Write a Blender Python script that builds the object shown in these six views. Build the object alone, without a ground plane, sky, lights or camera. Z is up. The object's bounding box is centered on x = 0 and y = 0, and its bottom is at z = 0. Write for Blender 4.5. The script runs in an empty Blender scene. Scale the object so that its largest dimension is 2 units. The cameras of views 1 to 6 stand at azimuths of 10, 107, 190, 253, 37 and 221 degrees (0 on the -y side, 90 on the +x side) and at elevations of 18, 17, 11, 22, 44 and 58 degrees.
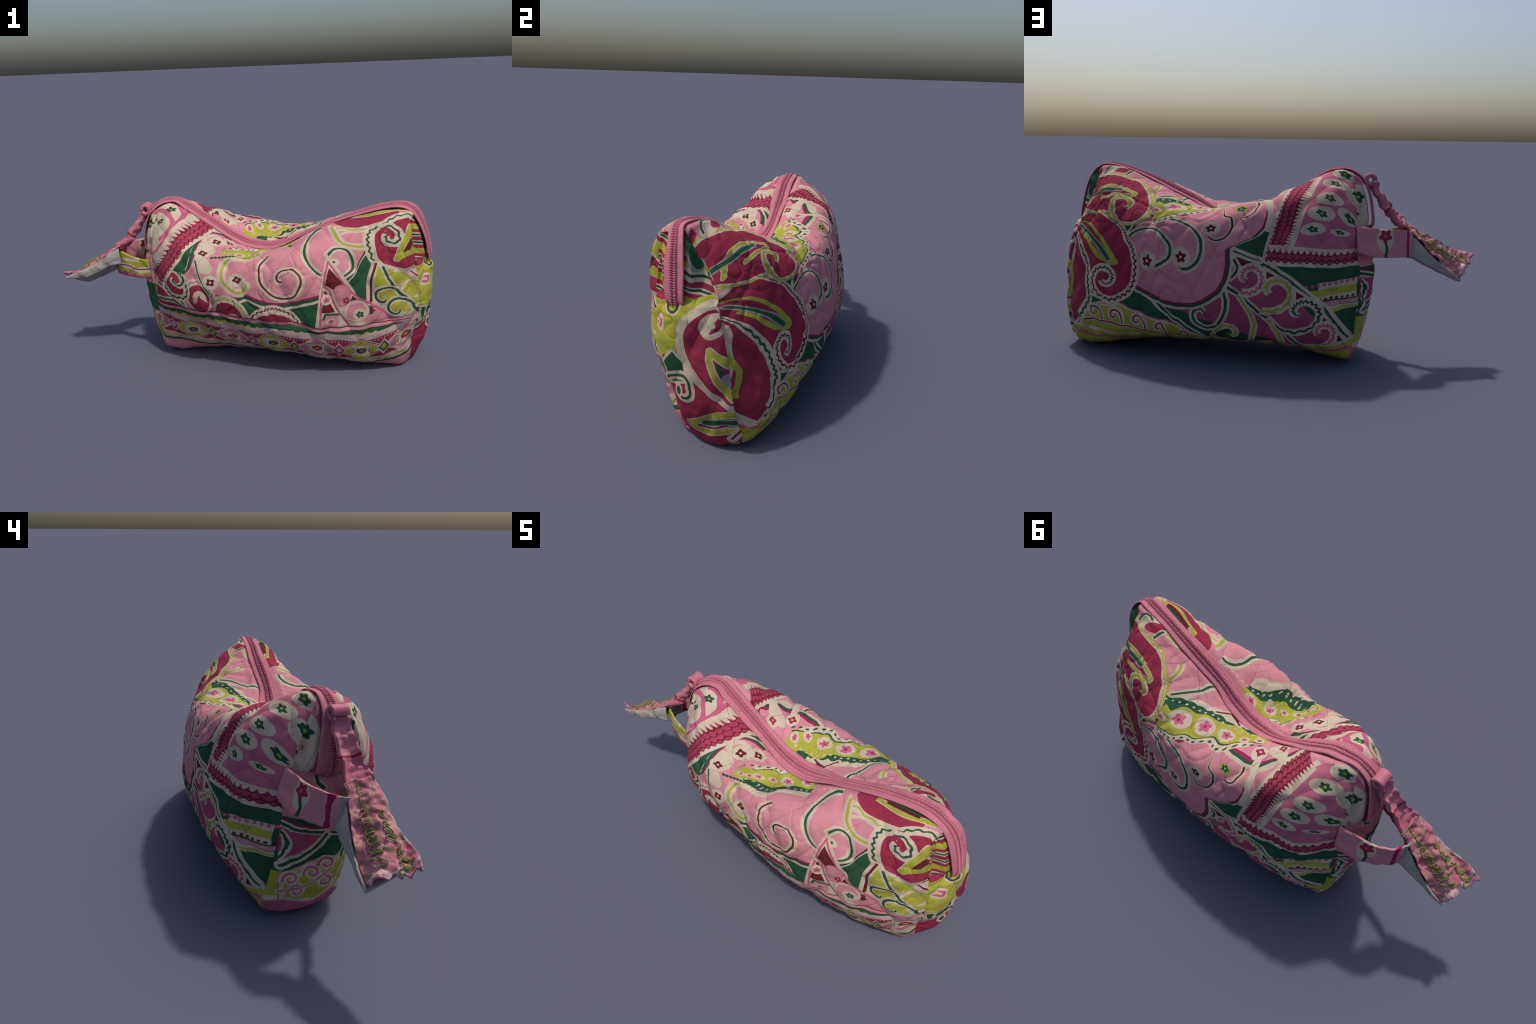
import bpy, bmesh, math, random
import numpy as np
from mathutils import Vector, noise

random.seed(7)

# ---------------------------------------------------------------- helpers
def catmull(P, n):
    """n points evenly spread along a centripetal-like smooth curve through P"""
    P = np.asarray(P, float)
    E = np.vstack([2 * P[0] - P[1], P, 2 * P[-1] - P[-2]])
    out = []
    for i in range(len(P) - 1):
        p0, p1, p2, p3 = E[i:i + 4]
        for t in np.linspace(0, 1, 24, endpoint=False):
            out.append(0.5 * (2 * p1 + (p2 - p0) * t + (2 * p0 - 5 * p1 + 4 * p2 - p3) * t * t + (3 * p1 - p0 - 3 * p2 + p3) * t ** 3))
    out.append(P[-1])
    out = np.array(out)
    s = np.r_[0, np.cumsum(np.linalg.norm(np.diff(out, axis=0), axis=1))]
    u = np.linspace(0, s[-1], n)
    return np.column_stack([np.interp(u, s, out[:, k]) for k in range(out.shape[1])])

def smooth(a, b, x):
    t = np.clip((x - a) / (b - a), 0, 1)
    return t * t * (3 - 2 * t)

def pchip_weights(xs, x):
    """Catmull-Rom in one variable with uneven knots -> weights per knot"""
    xs = np.asarray(xs, float)
    W = np.zeros((len(x), len(xs)))
    I = np.clip(np.searchsorted(xs, x) - 1, 0, len(xs) - 2)
    for r, (i, v) in enumerate(zip(I, x)):
        h = xs[i + 1] - xs[i]
        t = (v - xs[i]) / h
        h00, h10, h01, h11 = 2*t**3-3*t**2+1, t**3-2*t**2+t, -2*t**3+3*t**2, t**3-t**2
        W[r, i] += h00; W[r, i + 1] += h01
        for j, hh in ((i, h10), (i + 1, h11)):
            a, b = max(j - 1, 0), min(j + 1, len(xs) - 1)
            k = hh * h / (xs[b] - xs[a])
            W[r, b] += k; W[r, a] -= k
    return W

# ------------------------------------------------- body: cross-section net
# each station runs: zip front edge, shoulder, upper, upper belly, belly, lower,
# front bottom corner, bottom, back bottom corner, lower, belly, upper belly,
# upper, shoulder, zip back edge      (x, y, z)
def st(x, yz):
    return [(x, y, z) for y, z in yz]

NET = [
 [(-.420,-.070,.852),(-.430,-.115,.828),(-.452,-.152,.745),(-.456,-.178,.620),(-.455,-.168,.480),(-.456,-.146,.280),(-.452,-.090,.052),(-.458,.080,.010),(-.455,.220,.045),(-.482,.210,.190),(-.488,.168,.380),(-.472,.136,.590),(-.464,.088,.728),(-.440,.040,.818),(-.425,.005,.872)],
 st(-.35, [(-.065,.872),(-.130,.858),(-.205,.780),(-.258,.660),(-.284,.500),(-.198,.260),(-.088,.046),(.050,.012),(.240,.055),(.302,.190),(.296,.400),(.240,.656),(.180,.785),(.092,.858),(.018,.882)]),
 st(-.20, [(-.066,.784),(-.132,.778),(-.222,.726),(-.312,.645),(-.336,.500),(-.246,.270),(-.088,.068),(.050,.030),(.262,.094),(.330,.190),(.346,.400),(.292,.630),(.236,.756),(.115,.818),(.018,.804)]),
 st(0.0, [(-.052,.644),(-.110,.658),(-.200,.668),(-.302,.656),(-.342,.500),(-.280,.260),(-.128,.080),(.040,.048),(.276,.106),(.345,.190),(.368,.420),(.330,.624),(.258,.728),(.120,.740),(.020,.680)]),
 st(.20, [(-.086,.638),(-.150,.642),(-.248,.680),(-.328,.642),(-.362,.500),(-.328,.260),(-.172,.086),(.040,.050),(.277,.106),(.348,.190),(.370,.420),(.330,.622),(.246,.692),(.120,.698),(.010,.646)]),
 st(.40, [(-.107,.742),(-.170,.742),(-.262,.722),(-.324,.658),(-.358,.500),(-.326,.270),(-.200,.080),(.040,.042),(.274,.100),(.342,.190),(.352,.420),(.322,.604),(.240,.700),(.108,.734),(-.030,.722)]),
 st(.60, [(-.119,.818),(-.185,.804),(-.255,.745),(-.292,.660),(-.320,.500),(-.300,.270),(-.188,.060),(.040,.026),(.260,.074),(.325,.190),(.308,.420),(.268,.590),(.202,.714),(.073,.800),(-.038,.815)]),
 st(.75, [(-.136,.856),(-.188,.846),(-.238,.780),(-.264,.690),(-.280,.500),(-.255,.260),(-.148,.034),(.040,.010),(.234,.036),(.300,.200),(.268,.400),(.206,.610),(.136,.742),(.040,.828),(-.055,.872)]),
 [(.85,-.143,.856),(.85,-.193,.836),(.85,-.218,.768),(.85,-.236,.666),(.85,-.244,.500),(.85,-.208,.260),(.85,-.105,.020),(.86,.040,.003),(.870,.208,.022),(.884,.248,.190),(.868,.206,.410),(.860,.142,.600),(.85,.068,.730),(.85,-.005,.818),(.85,-.073,.878)],
 [(.875,-.142,.844),(.870,-.186,.826),(.874,-.188,.742),(.900,-.195,.620),(.922,-.188,.470),(.915,-.142,.250),(.898,-.072,.050),(.930,.050,.010),(.926,.182,.045),(.962,.172,.180),(.960,.138,.400),(.930,.084,.610),(.906,.040,.700),(.884,-.015,.785),(.880,-.082,.862)],
]
ZIP_FRONT = [(-.488,-.076,.600),(-.516,-.078,.624),(-.513,-.084,.690),(-.497,-.085,.765),(-.468,-.081,.822),(-.412,-.067,.864),(-.343,-.065,.876),(-.295,-.072,.848),(-.233,-.068,.806),(-.170,-.066,.760),(-.113,-.054,.715),(-.050,-.050,.672),(.030,-.062,.637),(.106,-.079,.630),(.170,-.083,.630),(.236,-.092,.654),(.340,-.098,.711),(.411,-.108,.746),(.522,-.115,.791),(.627,-.119,.825),(.730,-.130,.854),(.808,-.142,.866),(.861,-.143,.847),(.896,-.135,.801),(.922,-.134,.750),(.945,-.126,.680),(.960,-.114,.602),(.935,-.112,.575)]
ZIP_BACK = [(-.492,.042,.604),(-.522,.040,.630),(-.516,.030,.700),(-.500,.017,.775),(-.474,.008,.838),(-.412,.006,.880),(-.341,.018,.880),(-.281,.016,.856),(-.213,.018,.809),(-.161,.022,.775),(-.103,.018,.742),(-.036,.018,.700),(.028,.020,.666),(.092,.022,.648),(.155,.020,.642),(.278,.002,.672),(.362,-.026,.708),(.475,-.032,.758),(.580,-.036,.808),(.687,-.050,.850),(.760,-.056,.870),(.830,-.067,.878),(.872,-.078,.870),(.906,-.068,.843),(.935,-.055,.788),(.956,-.045,.712),(.974,-.038,.609),(.945,-.036,.580)]

NU, NT, NR = 480, 320, 50      # along, around, into the end caps
K_TOP = 12                     # ring points hidden below the zipper

def cap_profile(side, z):
    if side > 0:
        k = [(0,.970),(.05,.990),(.14,.998),(.30,.998),(.45,.998),(.55,.998),(.62,.976),(.70,.950),(.76,.931),(.82,.905),(.86,.878),(.90,.85)]
    else:
        k = [(0,-.468),(.05,-.498),(.10,-.520),(.20,-.532),(.30,-.545),(.45,-.540),(.55,-.530),(.62,-.517),(.70,-.511),(.76,-.495),(.82,-.468),(.86,-.430),(.90,-.40)]
    k = np.array(k)
    return np.interp(z, k[:, 0], k[:, 1])

def build_rings():
    dense = []
    for s in NET:
        dense.append(catmull(s, NT))
    dense = np.array(dense)                       # stations x NT x 3
    knots = np.array([-.45, -.35, -.20, 0, .20, .40, .60, .75, .85, .905])
    u = np.linspace(knots[0], knots[-1], NU)
    W = pchip_weights(knots, u)
    tube = np.einsum('us,stk->utk', W, dense)     # NU x NT x 3
    # strip that closes the ring below the zipper
    a, b = tube[:, -1], tube[:, 0]
    t = (np.arange(1, K_TOP + 1) / (K_TOP + 1))[None, :, None]
    lid = a[:, None] * (1 - t) + b[:, None] * t
    lid[:, :, 2] -= .004
    return np.concatenate([tube, lid], axis=1)

def quilt(p, q, W=.21, H=.42):
    """height of the stitched quilting, 0 on the seam lines, 1 on the puffs"""
    a, b = p / W + q / H, p / W - q / H
    da = np.abs(a - np.round(a)) * 2
    db = np.abs(b - np.round(b)) * 2
    return (smooth(0, .55, da) * smooth(0, .55, db)) ** .6

def cloth_coords(x, y, z, side):
    """flattened coordinates of the printed cloth on the front (side -1) or back (+1)"""
    yy = -y * side if side > 0 else y
    up, low = smooth(.50, .66, z), 1 - smooth(.22, .42, z)
    q = z + up * (1.1 * (yy + .36) - .7 * (z - .66) * smooth(.12, .24, yy + .36) * smooth(.38, .22, np.abs(x - .12))) - .4 * (yy + .36) * low
    return x, q

def fbm(P, f, off):
    return np.array([noise.noise(Vector((p[0] * f + off, p[1] * f, p[2] * f))) for p in P])

def build_body():
    ring = build_rings()
    nu, nr = ring.shape[:2]
    V = [ring.reshape(-1, 3)]
    F, R = [], []                                  # faces, region
    fa, fb = catmull(ZIP_FRONT, 160), catmull(ZIP_BACK, 160)
    grid = np.concatenate([fa + (fb - fa) * f for f in np.linspace(0, 1, 7)])
    grid = grid[grid[:, 2] > .612]
    TAPE = {1: grid[grid[:, 0] > .86], -1: grid[grid[:, 0] < -.40]}
    held = [np.zeros(nu * nr)]
    third = lambda k: 'lid' if k >= NT - 1 else None
    # region borders around the ring, by control index
    fr = int(NT * .455); bk = int(NT * .565)
    reg = lambda k: 'front' if (k < fr or k >= NT - 1) else ('base' if k < bk else 'back')
    idx = np.arange(nu * nr).reshape(nu, nr)
    for i in range(nu - 1):
        for k in range(nr):
            k2 = (k + 1) % nr
            F.append((idx[i, k], idx[i + 1, k], idx[i + 1, k2], idx[i, k2])); R.append(reg(k))
    base = nu * nr
    for side, row in ((-1, 0), (1, nu - 1)):
        rim = ring[row]
        c = np.array([0, rim[:, 1].mean(), .42]); c[1] = .5 * (rim[:, 1].max() + rim[:, 1].min()) * .6
        prev = idx[row]
        for j in range(1, NR):
            r = 1 - j / NR
            P = c + r * (rim - c)
            w = r ** (3.2 if side > 0 else 3.2 + 3 * smooth(.45, .6, P[:, 2]))
            P[:, 0] = cap_profile(side, P[:, 2]) * (1 - w) + rim[:, 0] * w
            # pleat beside the zipper and the turned edge of the lower end panel
            hi = smooth(.60, .66, P[:, 2])
            if side > 0:
                P[:, 0] += .035 * (P[:, 1] - .02) * (1 - w) * (1 - hi)
                front_pleat = np.exp(-((P[:, 1] + .160) / .016) ** 2) * smooth(.56, .68, P[:, 2])
                P[:, 0] -= .026 * front_pleat * smooth(1.0, .9, r) + .012 * hi * smooth(1, .8, r) * (P[:, 1] > -.02)
            else:
                P[:, 0] += .016 * np.exp(-((r - .86) / .05) ** 2) * smooth(.3, .6, P[:, 2])
                for yv in (.066, -.122):      # deep vertical pleats either side of the zipper
                    P[:, 0] += .022 * np.exp(-((P[:, 1] - yv - .12 * (.74 - P[:, 2]) * np.sign(yv)) / .013) ** 2) * smooth(.63, .69, P[:, 2]) * smooth(1, .9, r)
                P[:, 0] += .010 * hi * np.sin(P[:, 2] * 62 + 20 * P[:, 1]) * np.exp(-((r - .70) / .25) ** 2)
            # the cloth beside the zipper lies against its tape
            D = np.hypot(P[:, None, 1] - TAPE[side][None, :, 1], P[:, None, 2] - TAPE[side][None, :, 2])
            k = D.argmin(1); hold = smooth(.055, .012, D.min(1)) * smooth(.595, .625, P[:, 2])
            P[:, 0] += hold * (TAPE[side][k, 0] - side * .005 - P[:, 0])
            held.append(hold)
            P[:, 0] -= side * .010 * smooth(.600, .612, P[:, 2]) * smooth(1, .9, r)
            V.append(P)
            cur = base + np.arange(nr); base += nr
            for k in range(nr):
                k2 = (k + 1) % nr
                f = (prev[k], prev[k2], cur[k2], cur[k])
                F.append(f[::-1] if side > 0 else f); R.append('endR' if side > 0 else 'endL')
            prev = cur
        V.append(np.array([[cap_profile(side, c[2]), c[1], c[2]]]))
        for k in range(nr):
            f = (prev[k], prev[(k + 1) % nr], base)
            F.append(f[::-1] if side > 0 else f); R.append('endR' if side > 0 else 'endL')
        base += 1; held.append(np.zeros(1))
    V = np.concatenate(V); held = np.concatenate(held)
    F = [tuple(int(i) for i in f) for f in F]
    me = bpy.data.meshes.new('body_work')
    me.from_pydata(V.tolist(), [], [f[::-1] for f in F])
    me.update()
    N = np.zeros(len(V) * 3); me.vertex_normals.foreach_get('vector', N); N = N.reshape(-1, 3)
    # --- relief
    x, y, z = V.T
    cap = np.zeros(len(V)); cap[nu * nr:] = 1
    side = np.concatenate([np.tile(np.where(np.arange(nr) < NT // 2, -1, 1), nu), np.ones(len(V) - nu * nr)])
    p1, q1 = cloth_coords(x, y, z, -1); p2, q2 = cloth_coords(x, y, z, 1)
    h = np.where(side < 0, quilt(p1 - .218, q1 - .588), quilt(p2 - .35, q2 - .54, .208, .40))
    h = np.where(cap > 0, quilt(y + .02, z - .4), h)
    fade = smooth(.02, .12, z)
    near_lid = np.zeros(nr); kk = np.arange(nr)
    d = np.minimum(np.minimum(kk, np.abs(kk - (NT - 1))), nr)
    edge = np.where(kk >= NT - 1, 0, smooth(0, 12, d))
    edge = np.concatenate([np.tile(edge, nu), np.ones(len(V) - nu * nr)])
    soft = .75 + .5 * fbm(V, 3.1, 21)
    amp = .0120 * (h - 1.1) * soft * edge * (.35 + .65 * fade)
    # the folded cloth edge stands up along both sides of the zipper
    roll = np.where(kk < NT, np.exp(-((np.minimum(kk, np.abs(kk - (NT - 1))) - 3.3) / 2.1) ** 2), 0)
    amp += .007 * np.concatenate([np.tile(roll, nu), np.zeros(len(V) - nu * nr)])
    # seams at the four corners: pinch
    ui = np.concatenate([np.repeat(np.arange(nu), nr), np.zeros(len(V) - nu * nr)])
    dseam = np.minimum(ui, nu - 1 - ui) * (1.355 / nu)
    pinch = np.where(cap > 0, 0, np.exp(-(dseam / .010) ** 2)) * edge
    wr = fbm(V, 6, 0) * .009 + fbm(V, 17, 5) * .0038 + fbm(V, 42, 9) * .0013
    for f, o, dep in ((8, 31, .007), (13, 47, .005)):          # creases: narrow valleys where a noise field changes sign
        wr -= dep * np.clip(1 - np.abs(fbm(V, f, o)) / .09, 0, 1) * smooth(-.1, .3, fbm(V, 2.3, o + 5))
    # the seam above the hem band
    hem = np.interp(x, [-.45, -.31, -.13, .04, .31, .46, .63, .79, .92], [.362, .366, .349, .322, .309, .287, .288, .314, .308])
    wr -= .006 * np.exp(-((q1 - hem) / .007) ** 2) * (side < 0) * (cap == 0)
    # the pinched fold under the bean pod on the front
    for c, r, dep in (((.06, -.225, .655), .075, .040), ((-.02, -.31, .61), .032, .012), ((.30, -.33, .64), .10, -.008)):
        wr -= dep * np.exp(-((V - np.array(c)) ** 2).sum(1) / r ** 2)
    V2 = V + N * ((amp + wr * np.clip(edge + .2, 0, 1)) * (1 - .85 * held) - .006 * pinch)[:, None]
    V2[:, 2] = np.maximum(V2[:, 2], 0.0 + .004 * (1 - smooth(0, .02, V2[:, 2])))
    V2[:, 2] -= V2[:, 2].min()
    me.vertices.foreach_set('co', V2.ravel()); me.update()
    me.vertex_normals.foreach_get('vector', N2 := np.zeros(len(V) * 3)); N2 = N2.reshape(-1, 3)
    bpy.data.meshes.remove(me)
    return V2, N2, F, np.array(R)

def region_object(name, V, N, F, sel, mat, parent):
    faces = [F[i][::-1] for i in np.nonzero(sel)[0]]
    used = sorted({i for f in faces for i in f})
    m = {o: n for n, o in enumerate(used)}
    me = bpy.data.meshes.new(name)
    me.from_pydata(V[used].tolist(), [], [tuple(m[i] for i in f) for f in faces])
    me.polygons.foreach_set('use_smooth', [True] * len(faces))
    me.update()
    me.normals_split_custom_set_from_vertices(N[used].tolist())
    me.materials.append(mat)
    ob = bpy.data.objects.new(name, me)
    bpy.context.scene.collection.objects.link(ob); ob.parent = parent
    return ob

def mesh_object(name, V, F, mat, parent, smooth_it=True):
    me = bpy.data.meshes.new(name)
    me.from_pydata([tuple(v) for v in V], [], F)
    me.polygons.foreach_set('use_smooth', [smooth_it] * len(F))
    bm = bmesh.new(); bm.from_mesh(me)
    bmesh.ops.recalc_face_normals(bm, faces=bm.faces)
    bm.to_mesh(me); bm.free(); me.update()
    if mat: me.materials.append(mat)
    ob = bpy.data.objects.new(name, me)
    bpy.context.scene.collection.objects.link(ob); ob.parent = parent
    return ob

# ---------------------------------------------------------------- zipper
def ribbon(A, B, n, profile):
    """lofts a profile (fraction across, height) between two edge curves"""
    a, b = catmull(A, n), catmull(B, n)
    T = np.gradient((a + b) / 2, axis=0); T /= np.linalg.norm(T, axis=1)[:, None]
    X = b - a
    Nn = np.cross(T, X); Nn /= np.linalg.norm(Nn, axis=1)[:, None]
    flip = np.sign((Nn * ((a + b) / 2 - np.array([.2, 0, .35]))).sum(1)); Nn *= flip[:, None]
    return a, X, Nn, T

def strip_solid(a, X, Nn, prof, thick):
    n, m = len(a), len(prof)
    top = np.array([[a[i] + X[i] * f + Nn[i] * h for f, h in prof] for i in range(n)])
    bot = np.array([[a[i] + X[i] * f + Nn[i] * (h - thick) for f, h in prof] for i in range(n)])
    V = np.concatenate([top.reshape(-1, 3), bot.reshape(-1, 3)])
    F, o = [], n * m
    for i in range(n - 1):
        for k in range(m - 1):
            F.append((i*m+k, i*m+k+1, (i+1)*m+k+1, (i+1)*m+k))
            F.append((o+i*m+k, o+(i+1)*m+k, o+(i+1)*m+k+1, o+i*m+k+1))
        F.append((i*m, (i+1)*m, o+(i+1)*m, o+i*m))
        F.append((i*m+m-1, o+i*m+m-1, o+(i+1)*m+m-1, (i+1)*m+m-1))
    for k in range(m - 1):
        F.append((k, o+k, o+k+1, k+1))
        e = (n-1)*m
        F.append((e+k, e+k+1, o+e+k+1, o+e+k))
    return V, F

def build_zipper(parent, mat_tape, mat_teeth):
    n = 520
    a, X, Nn, T = ribbon(ZIP_FRONT, ZIP_BACK, n, None)
    lift = .003
    prof = [(-.03, .0), (.0, .002), (.05, .0035), (.12, .002), (.22, .002), (.30, .003), (.34, .0060), (.40, .0070), (.46, .0060), (.485, .000), (.515, .000), (.54, .0060), (.60, .0070), (.66, .0060), (.70, .003), (.78, .002), (.88, .002), (.95, .0035), (1.0, .002), (1.03, .0)]
    V, F = strip_solid(a + Nn * lift, X, Nn, prof, .004)
    tape = mesh_object('zipper_tape', V, F, mat_tape, parent)
    coil_prof = [(.265, .0), (.285, .0055), (.33, .0074), (.40, .0080), (.455, .0072), (.480, .0045), (.49, .001), (.51, .001), (.52, .0045), (.545, .0072), (.60, .0080), (.67, .0074), (.715, .0055), (.735, .0)]
    V, F = strip_solid(a + Nn * lift, X, Nn, coil_prof, .002)
    mesh_object('zipper_coil', V, F, MATS['coil'], tape)
    # coil teeth: two rows of small rounded ribs
    V, F = [], []
    s = np.r_[0, np.cumsum(np.linalg.norm(np.diff(a + X / 2, axis=0), axis=1))]
    pos = np.arange(.01, s[-1] - .01, .0068)
    for j, d in enumerate(pos):
        i = int(np.searchsorted(s, d)); i = min(i, n - 1)
        for f0, f1 in ((.295, .475), (.525, .705)):
            c0, c1 = a[i] + X[i] * f0, a[i] + X[i] * f1
            t = T[i] * .0020
            h0, h1 = Nn[i] * (lift + .005), Nn[i] * (lift + .0105)
            o = len(V)
            mid = (c0 + c1) / 2
            V += [c0 - t + h0, c0 + t + h0, c1 + t + h0, c1 - t + h0,
                  mid + (c0 - mid) * .8 - t * .6 + h1, mid + (c0 - mid) * .8 + t * .6 + h1, mid + (c1 - mid) * .8 + t * .6 + h1, mid + (c1 - mid) * .8 - t * .6 + h1]
            F += [(o+4, o+5, o+6, o+7), (o, o+1, o+5, o+4), (o+1, o+2, o+6, o+5), (o+2, o+3, o+7, o+6), (o+3, o, o+4, o+7), (o+3, o+2, o+1, o)]
    teeth = mesh_object('zipper_teeth', V, F, mat_teeth, parent)
    teeth['kind'] = 'stuff'
    return tape, teeth

def bent_tube(name, centre, radius, wall, y0, y1, turn0, turn1, mat, parent, seed):
    """a band of cloth bent round a horizontal axis: the fold that holds the pull"""
    n, m = 40, 10
    L, Rr = [], []
    for a in np.linspace(turn0, turn1, n):
        L.append((centre[0] + radius * math.cos(a), y0, centre[2] + radius * math.sin(a)))
        Rr.append((centre[0] + radius * math.cos(a), y1, centre[2] + radius * math.sin(a)))
    return cloth_strip(name, L, Rr, n, m, wall, mat, parent, crumple=.005, seed=seed)

def cloth_strip(name, left, right, n, m, thick, mat, parent, bulge=0.0, crumple=.004, seed=0, fold=0.0, ragged=0.0):
    """a flat cloth strip between two edge curves, with real thickness"""
    a, b = catmull(left, n), catmull(right, n)
    T = np.gradient((a + b) / 2, axis=0); T /= np.linalg.norm(T, axis=1)[:, None]
    X = b - a
    Nn = np.cross(T, X); Nn /= np.linalg.norm(Nn, axis=1)[:, None]
    fr = np.linspace(0, 1, m)
    P = a[:, None] + X[:, None] * fr[None, :, None] + Nn[:, None] * (bulge * 4 * fr * (1 - fr))[None, :, None]
    if fold:      # long soft curls along the cloth, deepening towards the free end
        u = np.linspace(0, 1, n)[:, None]
        P += Nn[:, None] * (fold * (.3 + u) * np.sin(2.6 * math.pi * fr[None, :] + 5 * u + .6))[:, :, None]
    if ragged:    # an uneven, frayed free end
        j = np.array([noise.noise(Vector((f * 9, seed, .3))) for f in fr])
        P += T[:, None] * (ragged * (np.linspace(0, 1, n) ** 4)[:, None] * j[None])[:, :, None]
    Q = P.reshape(-1, 3)
    w = fbm(Q, 22, seed) * crumple + fbm(Q, 55, seed + 3) * crumple * .45
    NN = np.repeat(Nn, m, axis=0)
    top = Q + NN * (w + thick / 2)[:, None]; bot = Q + NN * (w - thick / 2)[:, None]
    V = np.concatenate([top, bot]); F = []; o = n * m
    for i in range(n - 1):
        for k in range(m - 1):
            F.append((i*m+k, i*m+k+1, (i+1)*m+k+1, (i+1)*m+k))
            F.append((o+i*m+k, o+(i+1)*m+k, o+(i+1)*m+k+1, o+i*m+k+1))
        F.append((i*m, (i+1)*m, o+(i+1)*m, o+i*m))
        F.append((i*m+m-1, o+i*m+m-1, o+(i+1)*m+m-1, (i+1)*m+m-1))
    for k in range(m - 1):
        F.append((k, o+k, o+k+1, k+1))
        e = (n-1)*m
        F.append((e+k, e+k+1, o+e+k+1, o+e+k))
    return mesh_object(name, V, F, mat, parent)
# ---------------------------------------------------------- printed cloth
# linear base colours of the print's inks
INK = dict(
    cream=(.52, .425, .325), pink=(.545, .218, .255), rose=(.47, .105, .18), crimson=(.275, .028, .060), maroon=(.12, .017, .022),
    green=(.023, .080, .042), lime=(.35, .34, .048), dust=(.48, .34, .33), mauve=(.42, .155, .215), berry=(.27, .020, .080), grey=(.25, .27, .235),
    ruby=(.34, .045, .095), coil=(.33, .085, .14), fuchsia=(.34, .065, .125), rosy=(.44, .125, .185))

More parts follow.
